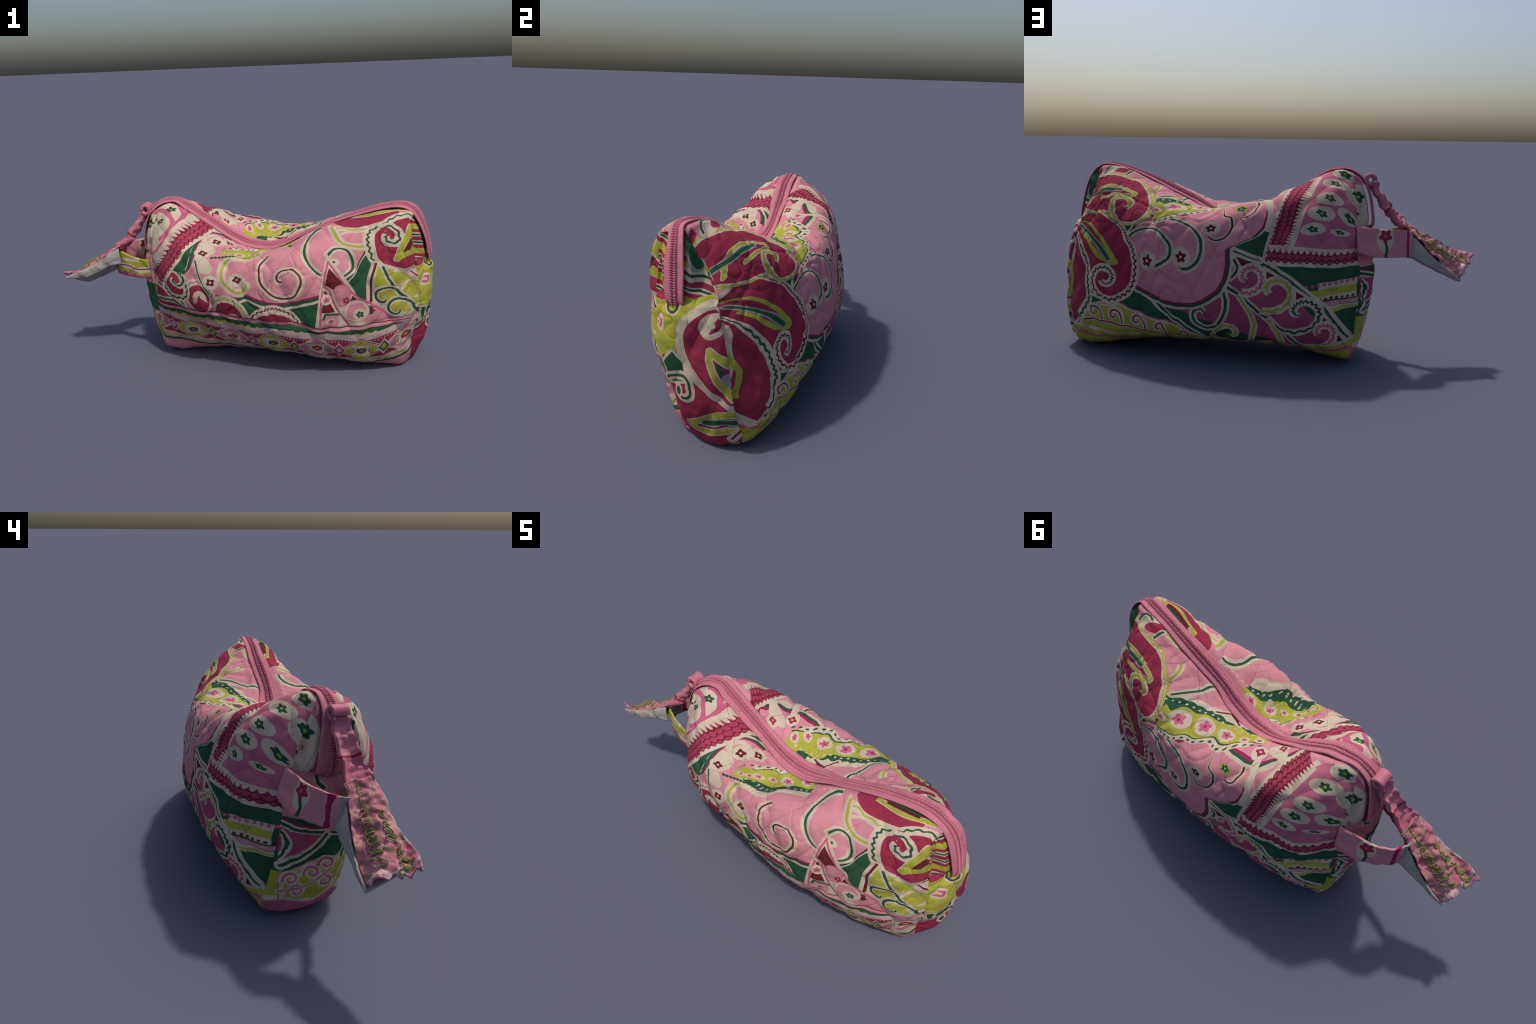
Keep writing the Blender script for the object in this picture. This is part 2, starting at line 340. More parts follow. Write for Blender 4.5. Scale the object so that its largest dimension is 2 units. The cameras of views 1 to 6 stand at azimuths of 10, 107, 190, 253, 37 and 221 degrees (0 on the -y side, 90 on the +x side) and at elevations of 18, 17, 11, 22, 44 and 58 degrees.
class Cloth:
    """a material whose print is built up, motif over motif, in flattened cloth coordinates"""
    def __init__(self, name, ground, axes, rough=.9, wobble=.006):
        self.mat = bpy.data.materials.new(name); self.mat.use_nodes = True
        self.made = {}
        self.t = self.mat.node_tree; self.N, self.L = self.t.nodes, self.t.links
        self.bsdf = self.N['Principled BSDF']
        self.bsdf.inputs['Roughness'].default_value = rough
        self.bsdf.inputs['Specular IOR Level'].default_value = .12
        co = self.N.new('ShaderNodeTexCoord'); self.obj = co.outputs['Object']
        xyz = self.N.new('ShaderNodeSeparateXYZ'); self.L.new(self.obj, xyz.inputs[0])
        p, q = axes(self, *xyz.outputs)
        # the hand-drawn waver of the ink edges
        nz = self.N.new('ShaderNodeTexNoise'); nz.inputs['Scale'].default_value = 14; nz.inputs['Detail'].default_value = 1
        self.L.new(self.obj, nz.inputs['Vector'])
        sc = self.N.new('ShaderNodeSeparateColor'); self.L.new(nz.outputs['Color'], sc.inputs[0])
        self.p = self.math('ADD', self.math('MULTIPLY_ADD', sc.outputs[0], wobble, -wobble / 2), p)
        self.q = self.math('ADD', self.math('MULTIPLY_ADD', sc.outputs[1], wobble, -wobble / 2), q)
        comb = self.N.new('ShaderNodeCombineXYZ')                            # z = 1: dot products become lines
        self.L.new(self.p, comb.inputs[0]); self.L.new(self.q, comb.inputs[1]); comb.inputs[2].default_value = 1
        self.P = comb.outputs[0]
        self.tp = self.math('MULTIPLY_ADD', self.p, 1 / 1.8, .6 / 1.8)         # p from -.6 to 1.2 as 0..1
        self.col = self.rgb(ground)
        self.root = (self.N, self.L); self.group = None; self.name = name; self.pages = 0

    # --- the print is drawn sheet by sheet, each sheet a node group of its own
    def sheet(self, title):
        self.close()
        self.outer = (self.col, self.P, self.p, self.q, self.tp)
        g = bpy.data.node_groups.new(self.name + '_' + title, 'ShaderNodeTree')
        for n, k in (('col', 'Color'), ('P', 'Vector'), ('p', 'Float'), ('q', 'Float'), ('tp', 'Float')):
            g.interface.new_socket(n, in_out='INPUT', socket_type='NodeSocket' + k)
        g.interface.new_socket('col', in_out='OUTPUT', socket_type='NodeSocketColor')
        self.group = g; self.N, self.L = g.nodes, g.links; self.made = {}
        i = self.N.new('NodeGroupInput')
        self.col, self.P, self.p, self.q, self.tp = i.outputs[:5]
    def close(self):
        if not self.group: return
        o = self.N.new('NodeGroupOutput'); self.L.new(self.col, o.inputs[0])
        self.N, self.L = self.root
        n = self.N.new('ShaderNodeGroup'); n.node_tree = self.group
        for s, k in zip(self.outer, n.inputs): self.L.new(s, k)
        _, self.P, self.p, self.q, self.tp = self.outer
        self.col = n.outputs[0]; self.group = None; self.made = {}

    # --- node shorthand
    def math(self, op, *a):
        key = (op,) + tuple(v if isinstance(v, (int, float)) else (v.node.name, v.name) for v in a)
        if key in self.made: return self.made[key]
        n = self.N.new('ShaderNodeMath'); n.operation = op
        for i, v in enumerate(a):
            if isinstance(v, (int, float)): n.inputs[i].default_value = v
            else: self.L.new(v, n.inputs[i])
        self.made[key] = n.outputs[0]
        return n.outputs[0]
    def vec(self, op, *a):
        key = (op,) + tuple(v if isinstance(v, tuple) else (v.node.name, v.name) for v in a)
        if key in self.made: return self.made[key]
        n = self.N.new('ShaderNodeVectorMath'); n.operation = op
        for i, v in enumerate(a):
            if isinstance(v, tuple): n.inputs[i].default_value = v
            else: self.L.new(v, n.inputs[i])
        self.made[key] = n.outputs[1 if op in ('DOT_PRODUCT', 'LENGTH', 'DISTANCE') else 0]
        return self.made[key]
    def rgb(self, ink):
        n = self.N.new('ShaderNodeRGB'); n.outputs[0].default_value = (*INK[ink], 1); return n.outputs[0]
    def curve(self, x, pts):
        key = ('CURVE', x.node.name, x.name, tuple(pts))
        if key in self.made: return self.made[key]
        n = self.N.new('ShaderNodeFloatCurve'); m = n.mapping; m.use_clip = False; m.extend = 'HORIZONTAL'
        c = m.curves[0].points
        c[0].location, c[1].location = pts[0], pts[-1]
        for u, v in pts[1:-1]: c.new(u, v)
        for k in c: k.handle_type = 'VECTOR'
        m.update(); self.L.new(x, n.inputs['Value']); self.made[key] = n.outputs[0]; return n.outputs[0]
    def paint(self, ink, mask):
        n = self.N.new('ShaderNodeMix'); n.data_type = 'RGBA'; n.clamp_factor = False
        self.L.new(mask, n.inputs[0]); self.L.new(self.col, n.inputs[6])
        if isinstance(ink, str): n.inputs[7].default_value = (*INK[ink], 1)
        else: self.L.new(ink, n.inputs[7])
        self.col = n.outputs[2]
    def clip(self, v): return self.math('MINIMUM', self.math('MAXIMUM', v, 0.0), 1.0)
    def less(self, d, w): return self.math('LESS_THAN', d, w)
    def near(self, d, o, w): return self.math('COMPARE', d, o, w)
    def both(self, *m):
        r = m[0]
        for k in m[1:]: r = self.math('MULTIPLY', r, k)
        return r

    # --- shapes
    def polar(self, c):
        u, v = self.math('SUBTRACT', self.p, float(c[0])), self.math('SUBTRACT', self.q, float(c[1]))
        return self.vec('DISTANCE', self.P, (float(c[0]), float(c[1]), 1.0)), self.math('ARCTAN2', v, u)
    def blob(self, c, pts, layers, lines=()):
        """closed outline round c; layers (ink, growth) from the outside in; lines (ink, offset, half width, waves, height)"""
        P = np.array(list(pts) + [pts[0]], float) - np.array(c)
        n = len(P) - 1
        th = np.unwrap(np.arctan2(P[:, 1], P[:, 0])); r = np.hypot(P[:, 0], P[:, 1])
        if th[-1] < th[0]: th, r = th[::-1], r[::-1]
        E = np.r_[th[:-1] - 2 * math.pi, th[:-1], th[:-1] + 2 * math.pi]; R = np.r_[r[:-1], r[:-1], r[:-1]]
        u = np.linspace(-math.pi, math.pi, 49)
        o = np.argsort(E); f = pchip_weights(E[o], u) @ R[o]
        rad, ang = self.polar(c)
        t = self.math('MULTIPLY_ADD', ang, .5 / math.pi, .5)
        d = self.math('SUBTRACT', rad, self.curve(t, [(float(a / 2 / math.pi + .5), float(b)) for a, b in zip(u, f)]))
        for ink, g in layers: self.paint(ink, self.less(d, g))
        self.wavy(d, ang, lines)
        return d
    def wavy(self, d, along, lines):
        for ink, off, w, waves, amp in lines:
            dd = d
            if amp:
                s = self.math('SINE', self.math('MULTIPLY', along, float(waves)))
                dd = self.math('MULTIPLY_ADD', s, amp, d)
            self.paint(ink, self.near(dd, off, w))
    def arc(self, c, pts, ink, w, halo=None, waves=0, amp=0):
        """a curled stroke that winds round c"""
        P = np.array(pts, float) - np.array(c)
        th = np.unwrap(np.arctan2(P[:, 1], P[:, 0])); r = np.hypot(P[:, 0], P[:, 1])
        if th[-1] < th[0]: th, r = th[::-1], r[::-1]
        th = np.maximum.accumulate(th + np.arange(len(th)) * 1e-4)
        rad, ang = self.polar(c)
        t = self.math('MULTIPLY_ADD', ang, .5 / math.pi, .5)
        ds, a = [], th[0]
        dense = np.linspace(th[0], th[-1], 120); rr = pchip_weights(th, dense) @ r
        while a < th[-1] - 1e-3:
            # one turn of the curve table, cut at -pi
            turn = math.floor((a + math.pi) / 2 / math.pi)
            b = min(th[-1], -math.pi + 2 * math.pi * (turn + 1))
            u = np.linspace(a, b, max(6, int((b - a) * 14)))
            pts_t = [(float((x - 2 * math.pi * turn) / 2 / math.pi + .5), float(np.interp(x, dense, rr))) for x in u]
            pts_t = [(min(max(x, 0.0), 1.0), y) for x, y in pts_t]
            if pts_t[0][0] > .006: pts_t = [(0.0, -9.0), (pts_t[0][0] - .005, -9.0)] + pts_t
            if pts_t[-1][0] < .994: pts_t = pts_t + [(pts_t[-1][0] + .005, -9.0), (1.0, -9.0)]
            ds.append(self.math('ABSOLUTE', self.math('SUBTRACT', rad, self.curve(t, pts_t))) if not amp else self.math('SUBTRACT', rad, self.curve(t, pts_t)))
            a = b
        if amp:
            s = self.math('SINE', self.math('MULTIPLY', ang, float(waves)))
            ws = [self.math('ABSOLUTE', self.math('MULTIPLY_ADD', s, amp, d)) for d in ds]
            ds = [self.math('ABSOLUTE', d) for d in ds]
        else: ws = ds
        join = lambda L: L[0] if len(L) == 1 else self.math('MINIMUM', L[0], join(L[1:]))
        if halo: self.paint(halo[0], self.less(join(ds), halo[1]))
        self.paint(ink, self.less(join(ws), w))
    def path(self, pts, ink, w, halo=None):
        """a stroke through points, smoothed when it has enough of them"""
        if len(pts) > 3:
            pts = [tuple(float(v) for v in p) for p in catmull(pts, int(len(pts) * 1.7))]
        d = None
        for a, b in zip(pts[:-1], pts[1:]):
            v = (b[0] - a[0], b[1] - a[1]); l2 = v[0] ** 2 + v[1] ** 2 + 1e-9
            h = self.math('MINIMUM', self.math('MAXIMUM', self.vec('DOT_PRODUCT', self.P, (v[0] / l2, v[1] / l2, -(v[0] * a[0] + v[1] * a[1]) / l2)), 0.0), 1.0)
            k = self.N.new('ShaderNodeVectorMath'); k.operation = 'SCALE'
            k.inputs[0].default_value = (v[0], v[1], 0.0); self.L.new(h, k.inputs[3])
            n = self.vec('DISTANCE', self.P, self.vec('ADD', k.outputs[0], (a[0], a[1], 1.0)))
            d = n if d is None else self.math('MINIMUM', d, n)
        if halo: self.paint(halo[0], self.less(d, halo[1]))
        if ink: self.paint(ink, self.less(d, w))
        return d
    def poly(self, pts, layers):
        """convex patch with straight sides"""
        A = sum(a[0] * b[1] - b[0] * a[1] for a, b in zip(pts, pts[1:] + pts[:1]))
        d = None
        for a, b in zip(pts, pts[1:] + pts[:1]):
            n = np.array([b[1] - a[1], a[0] - b[0]]) * (1 if A > 0 else -1); n = n / (np.hypot(*n) + 1e-9)
            k = self.vec('DOT_PRODUCT', self.P, (float(n[0]), float(n[1]), float(-(n @ np.array(a)))))
            d = k if d is None else self.math('MAXIMUM', d, k)
        for ink, g in layers: self.paint(ink, self.less(d, g))
        return d
    def local(self, c, rx, ry, turn):
        """coordinates in an ellipse's own frame, and the squared distance from its middle"""
        k, n = math.cos(turn), math.sin(turn)
        u = self.vec('DOT_PRODUCT', self.P, (k / rx, n / rx, -(k * c[0] + n * c[1]) / rx))
        v = self.vec('DOT_PRODUCT', self.P, (-n / ry, k / ry, -(-n * c[0] + k * c[1]) / ry))
        return u, v, self.math('MULTIPLY_ADD', u, u, self.math('MULTIPLY', v, v))
    def oval(self, c, rx, ry, turn, layers):
        u, v, d = self.local(c, rx, ry, turn)
        for ink, g in layers: self.paint(ink, self.less(d, g * g))
        return d
    def flower(self, c, r, ink, eye, halo=None, petals=5, stretch=1.0):
        u, v, d = self.local(c, r, r * stretch, c[0] * 9)
        if halo: self.paint(halo[0], self.less(d, halo[1] ** 2))
        a = self.math('MULTIPLY', self.math('ARCTAN2', v, u), float(petals))
        f = self.math('MULTIPLY_ADD', self.math('COSINE', a), .28, .70)
        self.paint(ink, self.less(d, f)); self.paint(eye, self.less(d, .06))
    def graph(self, pts):
        """signed height above a line drawn across the cloth (far away beyond its ends)"""
        P = np.array(sorted(pts)); x0, x1 = P[0, 0], P[-1, 0]
        u = np.linspace(x0, x1, 40); f = np.clip(pchip_weights(P[:, 0], u) @ P[:, 1], P[:, 1].min() - .02, P[:, 1].max() + .02)
        T = lambda x: float(x / 1.8 + .6 / 1.8)
        k = [(T(a), float(b)) for a, b in zip(u, f)]
        return k, T(x0), T(x1)
    def line(self, pts, far=9.0):
        k, a, b = self.graph(pts)
        if a > .004: k = [(0.0, far), (a - .003, far)] + k
        if b < .996: k = k + [(b + .003, far), (1.0, far)]
        return self.math('SUBTRACT', self.q, self.curve(self.tp, k))
    def below(self, pts, layers, lines=()):
        """everything under a line; layers (ink, offset) from the top down"""
        d = self.line(pts, -9.0)
        for ink, g in layers: self.paint(ink, self.less(d, g))
        self.wavy(d, self.p, lines)
        return d
    def stroke(self, pts, ink, w, halo=None, waves=0, amp=0, off=0.0):
        d = self.line(pts, 9.0)
        if halo: self.paint(halo[0], self.near(d, off, halo[1]))
        self.wavy(d, self.p, [(ink, off, w, waves, amp)])
        return d
    def between(self, lo, hi, ink, bumps=0, amp=0, grow=0.0):
        d0, d1 = self.line(lo, 9.0), self.line(hi, -9.0)
        if amp:
            s = self.math('ABSOLUTE', self.math('SINE', self.math('MULTIPLY', self.p, float(bumps))))
            d1 = self.math('MULTIPLY_ADD', s, -amp, d1)
        self.paint(ink, self.both(self.math('GREATER_THAN', d0, -grow), self.less(d1, grow)))
        return d0, d1
    def beads(self, d, off, step, r, ink):
        """a row of dots at a height over a line"""
        u = self.math('PINGPONG', self.p, step / 2)
        v = self.math('ADD', d, -off)
        n = self.math('ADD', self.math('MULTIPLY', u, u), self.math('MULTIPLY', v, v))
        self.paint(ink, self.less(n, r * r))
    def bead_path(self, a, b, n, r, ink):
        v = np.array(b) - np.array(a); l = float(np.hypot(*v)); v /= l; step = l / n
        s = self.vec('DOT_PRODUCT', self.P, (float(v[0]), float(v[1]), float(-(v @ np.array(a)))))
        t = self.vec('DOT_PRODUCT', self.P, (float(-v[1]), float(v[0]), float(-(-v[1] * a[0] + v[0] * a[1]))))
        u = self.math('PINGPONG', s, step / 2)
        e = self.math('ADD', self.math('MULTIPLY', u, u), self.math('MULTIPLY', t, t))
        self.paint(ink, self.both(self.less(e, r * r), self.near(s, l / 2, l / 2 + r)))
    def scales(self, a, b, width, rows, ink='ruby', edge='maroon', teeth='cream', side=1, bend=0.0):
        """a belt of overlapping fish scales from a to b, with pale teeth along one side"""
        v = np.array(b) - np.array(a); l = float(np.hypot(*v)); v /= l
        s = self.vec('DOT_PRODUCT', self.P, (float(v[0]), float(v[1]), float(-(v @ np.array(a)))))
        w = np.array([-v[1], v[0]]) * side
        t = self.vec('DOT_PRODUCT', self.P, (float(w[0]), float(w[1]), float(-(w @ np.array(a)))))
        if bend:
            m = self.math('MULTIPLY_ADD', s, 1 / l, -.5)
            t = self.math('MULTIPLY_ADD', self.math('MULTIPLY', m, m), bend, t)
        cell = width / rows
        inside = self.near(s, l / 2, l / 2)
        # scalloped outer edge, teeth on the other
        e = self.math('ABSOLUTE', self.math('SINE', self.math('MULTIPLY', s, math.pi / (cell * 1.15))))
        lo = self.math('MULTIPLY_ADD', e, -.35 * cell, 0.0)
        self.paint(teeth, self.both(inside, self.near(t, width / 2 - .1 * cell, width / 2 + .9 * cell)))
        self.paint(edge, self.both(inside, self.math('GREATER_THAN', t, self.math('ADD', lo, -.004)), self.less(t, width + .004)))
        self.paint(ink, self.both(inside, self.math('GREATER_THAN', t, lo), self.less(t, width)))
        for k in range(rows):
            sh = .5 * (k % 2)
            u = self.math('PINGPONG', self.math('ADD', s, sh * cell * 1.15), cell * .575)
            h = self.math('ADD', t, -(k + .62) * cell)
            r = self.math('SQRT', self.math('ADD', self.math('MULTIPLY', u, u), self.math('MULTIPLY', h, h)))
            self.paint(edge, self.both(inside, self.near(r, cell * .60, .0032), self.less(h, 0.0)))
        e2 = self.math('ABSOLUTE', self.math('SINE', self.math('MULTIPLY', s, math.pi / (cell * .95))))
        top = self.math('MULTIPLY_ADD', e2, -1.0 * cell, width + .15 * cell)
        self.paint(teeth, self.both(inside, self.math('GREATER_THAN', t, top), self.less(t, width + .75 * cell)))
        return s, t
    def stitches(self, p0, q0, W=.21, H=.42):
        """dashed thread sunk along the quilting lines"""
        for k in (1, -1):
            a = self.vec('DOT_PRODUCT', self.P, (1 / W, k / H, -p0 / W - k * q0 / H))
            d = self.math('PINGPONG', a, .5)
            dash = self.less(self.math('PINGPONG', self.q, .012), .0085)
            self.paint('maroon', self.math('MULTIPLY', self.both(self.less(d, .0065), dash), .6))
    def finish(self, weave=420, bump=.4):
        self.close()
        # woven grain and faint wear
        n = self.N.new('ShaderNodeTexNoise'); n.inputs['Scale'].default_value = 16; n.inputs['Detail'].default_value = 5
        self.L.new(self.obj, n.inputs['Vector'])
        k = self.math('MULTIPLY_ADD', n.outputs['Fac'], .42, .79)
        h = self.N.new('ShaderNodeVectorMath'); h.operation = 'SCALE'
        self.L.new(self.col, h.inputs[0]); self.L.new(k, h.inputs[3])
        self.L.new(h.outputs[0], self.bsdf.inputs['Base Color'])
        w = self.N.new('ShaderNodeTexNoise'); w.inputs['Scale'].default_value = weave; w.inputs['Detail'].default_value = 2
        self.L.new(self.obj, w.inputs['Vector'])
        b = self.N.new('ShaderNodeBump'); b.inputs['Strength'].default_value = bump; b.inputs['Distance'].default_value = .004
        self.L.new(w.outputs['Fac'], b.inputs['Height']); self.L.new(b.outputs[0], self.bsdf.inputs['Normal'])
        return self.mat

def side_axes(side):
    """flattened cloth: along the bag, and up over the belly towards the zipper"""
    def f(c, x, y, z):
        yy = c.math('MULTIPLY', y, -1.0 if side > 0 else 1.0)
        def sm(a, b, z=z, lo=0.0, hi=1.0):
            n = c.N.new('ShaderNodeMapRange'); n.interpolation_type = 'SMOOTHSTEP'
            n.inputs[1].default_value, n.inputs[2].default_value = a, b
            n.inputs[3].default_value, n.inputs[4].default_value = lo, hi
            c.L.new(z, n.inputs[0]); return n.outputs[0]
        up, low = sm(.50, .66), sm(.22, .42)
        off = c.math('ADD', yy, .36)
        h = c.math('MULTIPLY_ADD', off, 1.1, c.math('MULTIPLY', c.math('MULTIPLY_ADD', z, -.7, .462), c.math('MULTIPLY', sm(.12, .24, off), sm(.22, .38, c.math('ABSOLUTE', c.math('ADD', x, -.12)), 1.0, 0.0))))
        q = c.math('MULTIPLY_ADD', h, up, z)
        k = c.math('MULTIPLY_ADD', low, .4, -.4)
        return x, c.math('MULTIPLY_ADD', off, k, q)
    return f
end_axes = lambda c, x, y, z: (y, z)

def border(m, mid, start, period):
    """the woven-look border along the hem: lime and pink lozenges in turn between ruby triangles"""
    d = m.line(mid, 9.0)
    ad = m.math('ABSOLUTE', d)
    u = m.math('PINGPONG', m.math('ADD', m.p, -start), period / 2)
    v = m.math('PINGPONG', m.math('ADD', m.p, -start), period / 4)
    lime = m.less(u, period / 4)
    w = m.math('ADD', m.math('MULTIPLY', v, -1.0), period / 4)           # distance from the joints
    m.paint('dust', m.less(ad, .125))
    m.paint('crimson', m.near(d, 0.0, .080))
    m.paint('cream', m.both(m.near(d, .068, .0035), m.less(m.math('PINGPONG', m.p, .008), .0035)))
    loz = m.math('ADD', m.math('MULTIPLY', ad, 1 / .088), m.math('MULTIPLY', v, 1 / .112))
    m.paint('dust', m.less(loz, 1.16))
    m.paint('maroon', m.both(m.near(loz, 1.05, .03), lime)); m.paint('lime', m.both(m.near(loz, 1.05, .025), m.less(lime, .5)))
    m.paint('mauve', m.less(loz, .94)); m.paint('lime', m.both(m.less(loz, .94), lime))
    box = m.math('MAXIMUM', m.math('MULTIPLY', ad, 1 / .036), m.math('MULTIPLY', v, 1 / .044))
    m.paint('cream', m.less(box, 1.1))
    dots = m.both(m.less(m.math('PINGPONG', d, .0105), .0045), m.less(m.math('PINGPONG', v, .0105), .0045), m.near(box, .82, .2))
    m.paint('maroon', dots)
    eye = m.math('ADD', m.math('MULTIPLY', m.math('MULTIPLY', d, d), 1 / .022 ** 2), m.math('MULTIPLY', m.math('MULTIPLY', v, v), 1 / .026 ** 2))
    m.paint('crimson', m.less(eye, 1.0)); m.paint('green', m.both(m.less(eye, 1.0), lime))
    m.paint('lime', m.less(eye, .15)); m.paint('rose', m.both(m.less(eye, .15), lime))
    joint = m.math('ADD', m.math('MULTIPLY', ad, 1 / .045), m.math('MULTIPLY', w, 1 / .026))
    par = m.less(m.math('PINGPONG', m.math('ADD', m.p, -start - period / 4), period / 2), period / 4)
    m.paint('dust', m.less(joint, 1.35)); m.paint('berry', m.less(joint, 1.0)); m.paint('green', m.both(m.less(joint, 1.0), par))
    m.paint('dust', m.less(joint, .62)); m.paint('lime', m.both(m.less(joint, .62), par))

def shoulder(m, c, pts):
    """the far side of a curved outline round c: ruby, green, then pale cloth"""
    P = np.array(pts) - np.array(c)
    th = np.unwrap(np.arctan2(P[:, 1], P[:, 0])); r = np.hypot(P[:, 0], P[:, 1])
    th = np.where(th < -.2, th + 2 * math.pi, th)
    o = np.argsort(th); th, r = th[o], r[o]
    rad, ang = m.polar(c)
    ang = m.math('ADD', ang, m.math('MULTIPLY', m.less(ang, -.2), 2 * math.pi))
    t = m.math('MULTIPLY', ang, .5 / math.pi)
    u = np.linspace(th[0], th[-1], 30); f = pchip_weights(th, u) @ r
    k = [(float(a / 2 / math.pi), float(b)) for a, b in zip(u, f)]
    k = [(0.0, 9.0), (k[0][0] - .004, 9.0)] + k + [(k[-1][0] + .004, 9.0), (1.0, 9.0)]
    d = m.math('SUBTRACT', m.curve(t, k), rad)
    for ink, g in (('berry', .008), ('green', 0.0), ('cream', -.016)):
        m.paint(ink, m.less(d, g))

def beyond(m, a, b):
    v = np.array(b) - np.array(a); v /= np.hypot(*v)
    return m.math('GREATER_THAN', m.vec('DOT_PRODUCT', m.P, (float(-v[1]), float(v[0]), float(v[1] * a[0] - v[0] * a[1]))), 0.0)
MATS = {}

def print_printed_front():
    m = Cloth('printed_front', 'pink', side_axes(-1))
    # pink cloud edge and the green ground under it
    m.sheet('pink_cloud_edge_and')
    m.below([(-0.247, 0.562), (-0.188, 0.511), (-0.113, 0.467), (-0.055, 0.45), (0.003, 0.449), (0.048, 0.459), (0.079, 0.47), (0.14, 0.442), (0.222, 0.432), (0.32, 0.443), (0.379, 0.461), (0.434, 0.477), (0.515, 0.514), (0.558, 0.56), (0.606, 0.637), (0.624, 0.706), (0.632, 0.774), (0.653, 0.783), (0.698, 0.786)], [('berry', 0.006), ('green', -0.004), ('cream', -0.02), ('green', -0.034)])
    # ruby paisleys standing on the hem
    m.sheet('ruby_paisleys_standing_on')
    m.blob((0.211, 0.349), [(0.107, 0.314), (0.136, 0.351), (0.183, 0.372), (0.231, 0.375), (0.273, 0.362), (0.303, 0.321), (0.243, 0.283), (0.159, 0.288)], [('cream', 0.05), ('crimson', 0)], [('maroon', 0.03, 0.004, 22, 0.004)])
    m.blob((-0.03, 0.357), [(-0.104, 0.326), (-0.092, 0.387), (-0.045, 0.42), (-0.005, 0.415), (0.032, 0.382), (0.047, 0.314), (-0.016, 0.27), (-0.079, 0.293)], [('cream', 0.04), ('crimson', 0)], [('lime', 0.02, 0.004, 22, 0.005)])
    m.oval((-0.0, 0.333), 0.03, 0.018, 0.0, [('cream', 1)])
    m.oval((0.002, 0.321), 0.01, 0.008, 0.0, [('lime', 1)])
    m.oval((-0.135, 0.789), 0.045, 0.065, 0.3, [('cream', 1)])
    m.oval((-0.11, 0.891), 0.065, 0.045, 0.0, [('cream', 1), ('pink', 0.5)])
    m.oval((-0.145, 0.651), 0.045, 0.075, 0.5, [('cream', 1)])
    shoulder(m, (-0.051, 0.704), [(-0.243, 0.57), (-0.21, 0.626), (-0.193, 0.69), (-0.187, 0.761), (-0.175, 0.85), (-0.158, 0.92), (-0.122, 0.952), (-0.083, 0.971), (-0.037, 0.974)])
    # crimson ground left of the cloud, its paisleys and lines
    m.sheet('crimson_ground_left_of')
    m.poly([(-0.431, 0.465), (-0.25, 0.562), (-0.113, 0.432), (-0.129, 0.319), (-0.457, 0.303)], [('cream', 0.012), ('crimson', 0)])
    m.path([(-0.427, 0.383), (-0.336, 0.404), (-0.281, 0.38), (-0.248, 0.351)], 'green', 0.006, halo=('cream', 0.018))
    m.path([(-0.421, 0.482), (-0.353, 0.469), (-0.304, 0.429), (-0.242, 0.378)], 'green', 0.006, halo=('cream', 0.018))
    m.blob((-0.183, 0.44), [(-0.226, 0.459), (-0.209, 0.498), (-0.177, 0.511), (-0.144, 0.499), (-0.125, 0.465), (-0.122, 0.412), (-0.147, 0.35), (-0.192, 0.355), (-0.215, 0.394)], [('cream', 0.04), ('crimson', 0)], [('rose', 0.02, 0.004, 20, 0.004)])
    m.arc((-0.166, 0.443), [(-0.184, 0.413), (-0.187, 0.446), (-0.169, 0.467), (-0.152, 0.454), (-0.146, 0.433), (-0.137, 0.417)], 'cream', 0.014)
    m.blob((-0.302, 0.512), [(-0.352, 0.519), (-0.337, 0.586), (-0.302, 0.591), (-0.274, 0.56), (-0.263, 0.516), (-0.259, 0.452), (-0.294, 0.448), (-0.336, 0.477)], [('cream', 0.04), ('crimson', 0)], [('green', 0.022, 0.005, 18, 0.004)])
    m.arc((-0.291, 0.521), [(-0.25, 0.562), (-0.251, 0.517), (-0.273, 0.499), (-0.292, 0.514), (-0.299, 0.538)], 'green', 0.006, halo=('cream', 0.019))
    # left shoulder: pale cloth beyond the cloud, green wedges, scale belt
    m.sheet('left_shoulder_pale_cloth')
    m.poly([(-0.336, 0.632), (-0.226, 0.816), (-0.207, 0.853)], [('green', 0.006)])
    m.poly([(-0.336, 0.632), (-0.207, 0.853), (-0.213, 0.722)], [('green', 0.006)])
    m.poly([(-0.336, 0.632), (-0.213, 0.722), (-0.245, 0.589)], [('green', 0.008)])
    m.poly([(-0.207, 0.853), (-0.213, 0.722), (-0.188, 0.885)], [('green', 0.002)])
    m.poly([(-0.149, 0.956), (-0.138, 1.034), (-0.105, 1.026), (-0.065, 1.013)], [('cream', 0.012), ('green', 0.0)])
    m.paint('cream', beyond(m, (-.41, .50), (-.145, 1.042)))
    # pale corner: rose arcs and green flowers
    m.sheet('pale_corner_rose_arcs')
    m.path([(-0.437, 0.798), (-0.357, 0.861), (-0.297, 0.959), (-0.259, 1.175)], 'rose', 0.011)
    m.arc((-0.434, 1.038), [(-0.396, 0.873), (-0.32, 0.948), (-0.347, 1.047), (-0.428, 1.12)], 'rose', 0.016)
    m.arc((-0.34, 1.109), [(-0.319, 0.965), (-0.279, 1.045), (-0.292, 1.125), (-0.336, 1.181), (-0.385, 1.176)], 'rose', 0.014)
    m.flower((-0.343, 1.111), 0.03, 'green', 'lime')
    m.flower((-0.442, 1.049), 0.027, 'green', 'lime')
    m.flower((-0.393, 1.015), 0.024, 'green', 'lime')
    m.scales((-0.395, 0.49), (-0.125, 1.042), 0.1, 3)
    # blossom sprays inside the cloud
    m.sheet('blossom_sprays_inside_the')
    m.path([(-0.179, 0.684), (-0.167, 0.595), (-0.142, 0.514), (-0.113, 0.467)], 'green', 0.0035, halo=('cream', 0.01))
    m.flower((-0.145, 0.745), 0.024, 'maroon', 'cream', halo=('cream', 1.75), petals=4)
